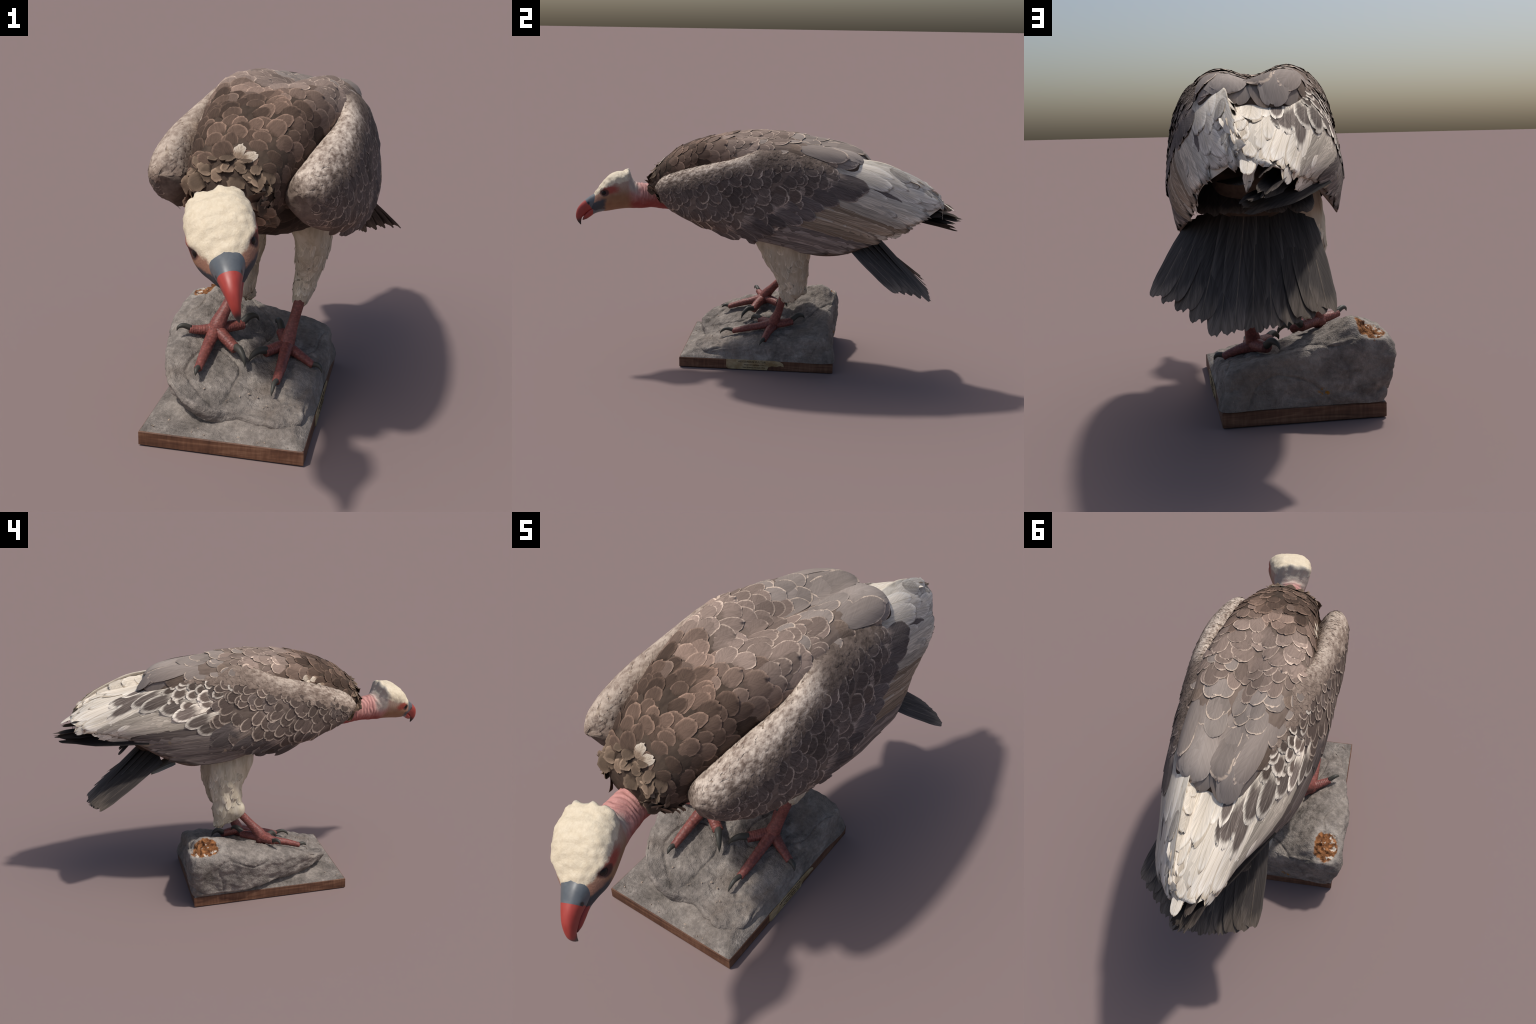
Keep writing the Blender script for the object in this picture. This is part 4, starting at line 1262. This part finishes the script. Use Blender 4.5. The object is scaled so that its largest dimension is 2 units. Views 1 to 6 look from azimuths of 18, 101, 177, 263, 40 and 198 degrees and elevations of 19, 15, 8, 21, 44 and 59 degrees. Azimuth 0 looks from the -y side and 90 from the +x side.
# ------------------------------------------------------------------ rock
# rock rim: top edge, bulge, foot, walked round from the rear right corner
RIM = (
    ((0.165, 0.338, 0.188), (0.185, 0.366, 0.14), (0.197, 0.383, 0.07), (0.202, 0.385, 0.056)),
    ((0.060, 0.322, 0.222), (0.058, 0.350, 0.16), (0.060, 0.370, 0.07), (0.060, 0.372, 0.056)),
    ((-0.060, 0.318, 0.248), (-0.060, 0.342, 0.18), (-0.066, 0.358, 0.07), (-0.070, 0.356, 0.056)),
    ((-0.180, 0.338, 0.272), (-0.195, 0.350, 0.20), (-0.212, 0.347, 0.07), (-0.220, 0.341, 0.056)),
    ((-0.345, 0.312, 0.290), (-0.392, 0.330, 0.21), (-0.362, 0.328, 0.07), (-0.355, 0.325, 0.056)),
    ((-0.362, 0.180, 0.300), (-0.388, 0.180, 0.23), (-0.372, 0.185, 0.075), (-0.345, 0.190, 0.056)),
    ((-0.348, 0.000, 0.262), (-0.378, 0.010, 0.22), (-0.352, 0.000, 0.085), (-0.300, -0.020, 0.060)),
    ((-0.295, -0.195, 0.225), (-0.306, -0.200, 0.185), (-0.290, -0.195, 0.115), (-0.235, -0.200, 0.060)),
    ((-0.222, -0.335, 0.188), (-0.216, -0.356, 0.165), (-0.205, -0.340, 0.125), (-0.170, -0.280, 0.060)),
    ((-0.095, -0.390, 0.138), (-0.095, -0.402, 0.118), (-0.088, -0.388, 0.085), (-0.060, -0.320, 0.056)),
    ((0.025, -0.335, 0.108), (0.028, -0.345, 0.088), (0.030, -0.340, 0.065), (0.035, -0.325, 0.050)),
    ((0.140, -0.345, 0.106), (0.145, -0.362, 0.088), (0.148, -0.362, 0.062), (0.150, -0.360, 0.050)),
    ((0.208, -0.290, 0.100), (0.232, -0.305, 0.082), (0.232, -0.315, 0.062), (0.235, -0.320, 0.050)),
    ((0.215, -0.150, 0.125), (0.244, -0.150, 0.098), (0.252, -0.150, 0.065), (0.256, -0.150, 0.050)),
    ((0.205, 0.050, 0.146), (0.228, 0.050, 0.112), (0.234, 0.050, 0.068), (0.236, 0.050, 0.050)),
    ((0.190, 0.220, 0.175), (0.210, 0.220, 0.13), (0.217, 0.220, 0.068), (0.219, 0.220, 0.050)),
)
# heights inside the rim
SPOTS = ((-0.27, 0.270, 0.348), (-0.33, 0.21, 0.310), (-0.28, 0.14, 0.322), (-0.28, -0.05, 0.275), (-0.27, -0.17, 0.240), (-0.19, 0.25, 0.300), (-0.17, -0.04, 0.245), (-0.15, -0.27, 0.178), (-0.02, -0.15, 0.168), (0.085, 0.04, 0.180), (0.11, -0.21, 0.128),
         (0.02, -0.05, 0.176), (-0.01, 0.20, 0.208), (-0.08, 0.07, 0.218), (0.10, 0.25, 0.195), (0.0, -0.28, 0.135), (0.12, -0.29, 0.118), (-0.10, 0.28, 0.255), (0.16, -0.08, 0.148))
pts = np.array([r[0] for r in RIM] + list(SPOTS))


def kern(d):
    return np.where(d > 0, d * d * np.log(np.maximum(d, 1e-9)), 0.0)


D = np.linalg.norm(pts[:, None, :2] - pts[None, :, :2], axis=2)
K = kern(D) + 0.0002 * np.eye(len(pts))
Q = np.hstack([np.ones((len(pts), 1)), pts[:, :2]])
A = np.block([[K, Q], [Q.T, np.zeros((3, 3))]])
SOL = np.linalg.solve(A, np.concatenate([pts[:, 2], np.zeros(3)]))


def rock_top(x, y):
    d = np.hypot(pts[:, 0] - x, pts[:, 1] - y)
    return float(kern(d) @ SOL[:-3] + SOL[-3] + SOL[-2] * x + SOL[-1] * y)


NR = 320
edge, bulge, lip, foot = (catmull(np.array([r[k] for r in RIM]), NR, closed=True) for k in range(4))
mid = np.array((-0.05, 0.0))
rings = []
for k in np.linspace(0.02, 1.0, 80):
    ring = []
    for e in edge:
        x, y = mid[0] + (e[0] - mid[0]) * k, mid[1] + (e[1] - mid[1]) * k
        ring.append((x, y, lerp(rock_top(x, y), e[2], smooth01(0.9, 1.0, k) * 0.8)))
    rings.append(ring)
last = np.array(rings[-1])
for f in np.linspace(0, 1, 16)[1:]:
    a, b = math.sin(f * math.pi / 2), 1 - math.cos(f * math.pi / 2)
    ring = last.copy()
    ring[:, :2] = last[:, :2] + (bulge[:, :2] - last[:, :2]) * a
    ring[:, 2] = last[:, 2] + (bulge[:, 2] - last[:, 2]) * b
    rings.append([tuple(p) for p in ring])
for f in np.linspace(0, 1, 26)[1:]:
    rings.append([tuple(p) for p in bulge + (lip - bulge) * f])
for f in np.linspace(0, 1, 9)[1:]:
    rings.append([tuple(p) for p in lip + (foot - lip) * f])
rock_me = grid_mesh("rock", rings, mat=M["rock"])


def rock_relief(p):
    d = 0.009 * fbm(p, 5, 7) + 0.005 * fbm(p, 4, 30)
    # chipped facets
    q = V((p.x * 9, p.y * 9, p.z * 11))
    cell = noise.voronoi(q)[0]
    d += 0.010 * (min(cell[1] - cell[0], 0.5) - 0.22)
    cr = abs(noise.noise(V((p.x * 5 + 3, p.y * 5, p.z * 5))))
    d -= 0.007 * math.exp(-(cr / 0.03) ** 2)
    q = V(((p.x + 0.322) * 16.5, (p.y - 0.262) * 12.5, (p.z - 0.312) * 15))
    if q.length < 1.2:
        d += -0.010 * smooth01(1.15, 0.8, q.length) + 0.012 * fbm(p, 3, 60) * smooth01(1.1, 0.8, q.length)
    d *= smooth01(0.05, 0.09, p.z)
    return d


displace(rock_me, rock_relief)
rock = add("rock", rock_me, bird)

# ------------------------------------------------------------------ board, sand coat, label
CORNERS = ((-0.287, -0.485), (0.286, -0.423), (0.203, 0.389), (-0.369, 0.328))


def slab(name, corners, z0, z1, mat, bevel, wob=0.0, n=44):
    rings = []
    loop = []
    for a, b in zip(corners, corners[1:] + corners[:1]):
        for t in np.linspace(0, 1, n, endpoint=False):
            loop.append((lerp(a[0], b[0], t), lerp(a[1], b[1], t)))
    cx, cy = (sum(c[k] for c in corners) / 4 for k in (0, 1))

    def ring(inset, z):
        out = []
        for x, y in loop:
            w = wob * fbm(V((x, y, 0)), 3, 18)
            k = 1 - (inset + w) / 0.35
            out.append((cx + (x - cx) * k, cy + (y - cy) * k, z + w * 0.3))
        return out
    for inset, z in ((bevel, z0), (0, z0 + bevel), (0, lerp(z0, z1, 0.5)), (0, z1 - bevel), (bevel, z1)):
        rings.append(ring(inset, z))
    return grid_mesh(name, rings, mat=mat, smooth=False)


board = add("wooden_board", slab("wooden_board", CORNERS, 0.0, 0.054, M["wood"], 0.003), bird)
# sand coat: a bumpy sheet on top of the board
N = 110
vs, fs = [], []
c00, c10, c11, c01 = (np.array(c) for c in CORNERS)
for i in range(N + 1):
    for j in range(N + 1):
        u, v = 0.004 + 0.992 * i / N, 0.004 + 0.992 * j / N
        p = (1 - v) * ((1 - u) * c00 + u * c10) + v * ((1 - u) * c01 + u * c11)
        edge_f = min(1, 12 * min(u, 1 - u, v, 1 - v))
        gap = float(np.min(np.hypot(foot[:, 0] - p[0], foot[:, 1] - p[1])))
        z = 0.0525 + edge_f * 0.028 * math.exp(-(gap / 0.06) ** 2) + 0.0065 * min(1, edge_f * 4) + edge_f * 0.004 * fbm(V((p[0], p[1], 0)), 4, 11)
        vs.append((p[0], p[1], z))
for i in range(N):
    for j in range(N):
        a = i * (N + 1) + j
        fs.append((a, a + N + 1, a + N + 2, a + 1))
sand_me = bpy.data.meshes.new("sand_coat")
sand_me.from_pydata(vs, [], fs)
sand_me.polygons.foreach_set("use_smooth", [True] * len(fs))
sand_me.materials.append(M["rock"])
sand = add("sand_coat", sand_me, bird)
# stone chips scattered on the sand
chip_me = None
for k in range(46):
    if chip_me is None:
        bm = bmesh.new()
        bmesh.ops.create_icosphere(bm, subdivisions=1, radius=1)
        for v in bm.verts:
            v.co *= 0.75 + 0.5 * rng.random()
        chip_me = bpy.data.meshes.new("stone_chip")
        bm.to_mesh(chip_me)
        bm.free()
        chip_me.materials.append(M["chip"])
    x, y = rng.uniform(-0.26, 0.25), rng.uniform(-0.46, -0.20)
    if y > -0.36 and x < 0.2:
        z = rock_top(x, y) + 0.004 if y > -0.33 and x > -0.2 else 0.062
        if rng.random() < 0.6:
            continue
    else:
        z = 0.061
    s = rng.uniform(0.0012, 0.0045)
    o = add("stone_chip", chip_me, sand, Matrix.Translation((x, y, z)) @ Matrix.Rotation(rng.random() * 6, 4, (rng.random(), rng.random(), 1)) @ Matrix.Diagonal((s * 1.4, s, s * 0.6, 1)))

# label on the right side of the board, torn at its rear lower corner
side_a, side_b = V((0.286, -0.423, 0)), V((0.203, 0.389, 0))
side_d = (side_b - side_a).normalized()
side_n = V((side_d.y, -side_d.x, 0))


def on_side(y, z, proud):
    t = (y - side_a.y) / side_d.y
    return side_a + side_d * t + side_n * proud + V((0, 0, z))


outline = [(-0.172, 0.056), (-0.172, 0.014), (-0.160, 0.003), (0.045, 0.003), (0.052, 0.020), (0.070, 0.026), (0.095, 0.024), (0.115, 0.030), (0.133, 0.024), (0.130, 0.040), (0.112, 0.052), (0.085, 0.056)]
bm = bmesh.new()
top = [bm.verts.new(on_side(y, z, 0.0032)) for y, z in outline]
bot = [bm.verts.new(on_side(y, z, 0.0005)) for y, z in outline]
bm.faces.new(top)
for i in range(len(top)):
    j = (i + 1) % len(top)
    bm.faces.new((top[i], bot[i], bot[j], top[j]))
bmesh.ops.recalc_face_normals(bm, faces=bm.faces)
lab_me = bpy.data.meshes.new("paper_label")
bm.to_mesh(lab_me)
bm.free()
lab_me.materials.append(M["paper"])
label = add("paper_label", lab_me, bird)


def writing(text, y, z, size, squeeze=1.0):
    cu = bpy.data.curves.new("printed_line", "FONT")
    cu.body = text
    cu.size = size
    cu.extrude = 0.0003
    ob = bpy.data.objects.new("printed_line", cu)
    bpy.context.scene.collection.objects.link(ob)
    me = bpy.data.meshes.new_from_object(ob.evaluated_get(bpy.context.evaluated_depsgraph_get()))
    bpy.data.objects.remove(ob)
    me.name = "printed_line"
    me.materials.clear()
    me.materials.append(M["ink"])
    p = on_side(y, z, 0.0036)
    Mx = Matrix(((side_d.x * squeeze, 0, side_n.x, p.x), (side_d.y * squeeze, 0, side_n.y, p.y), (0, 1, 0, p.z), (0, 0, 0, 1)))
    add("printed_line", me, label, Mx)


writing("ABYSSINIAN VULTUR", -0.108, 0.041, 0.0155, 1.0)
writing("Neophron lophotes (Linn.)", -0.078, 0.026, 0.0105, 1.0)
writing("Near Kismayu M.I.C.D. M.A.", -0.085, 0.011, 0.0105, 1.0)

print("feathers", COUNT)
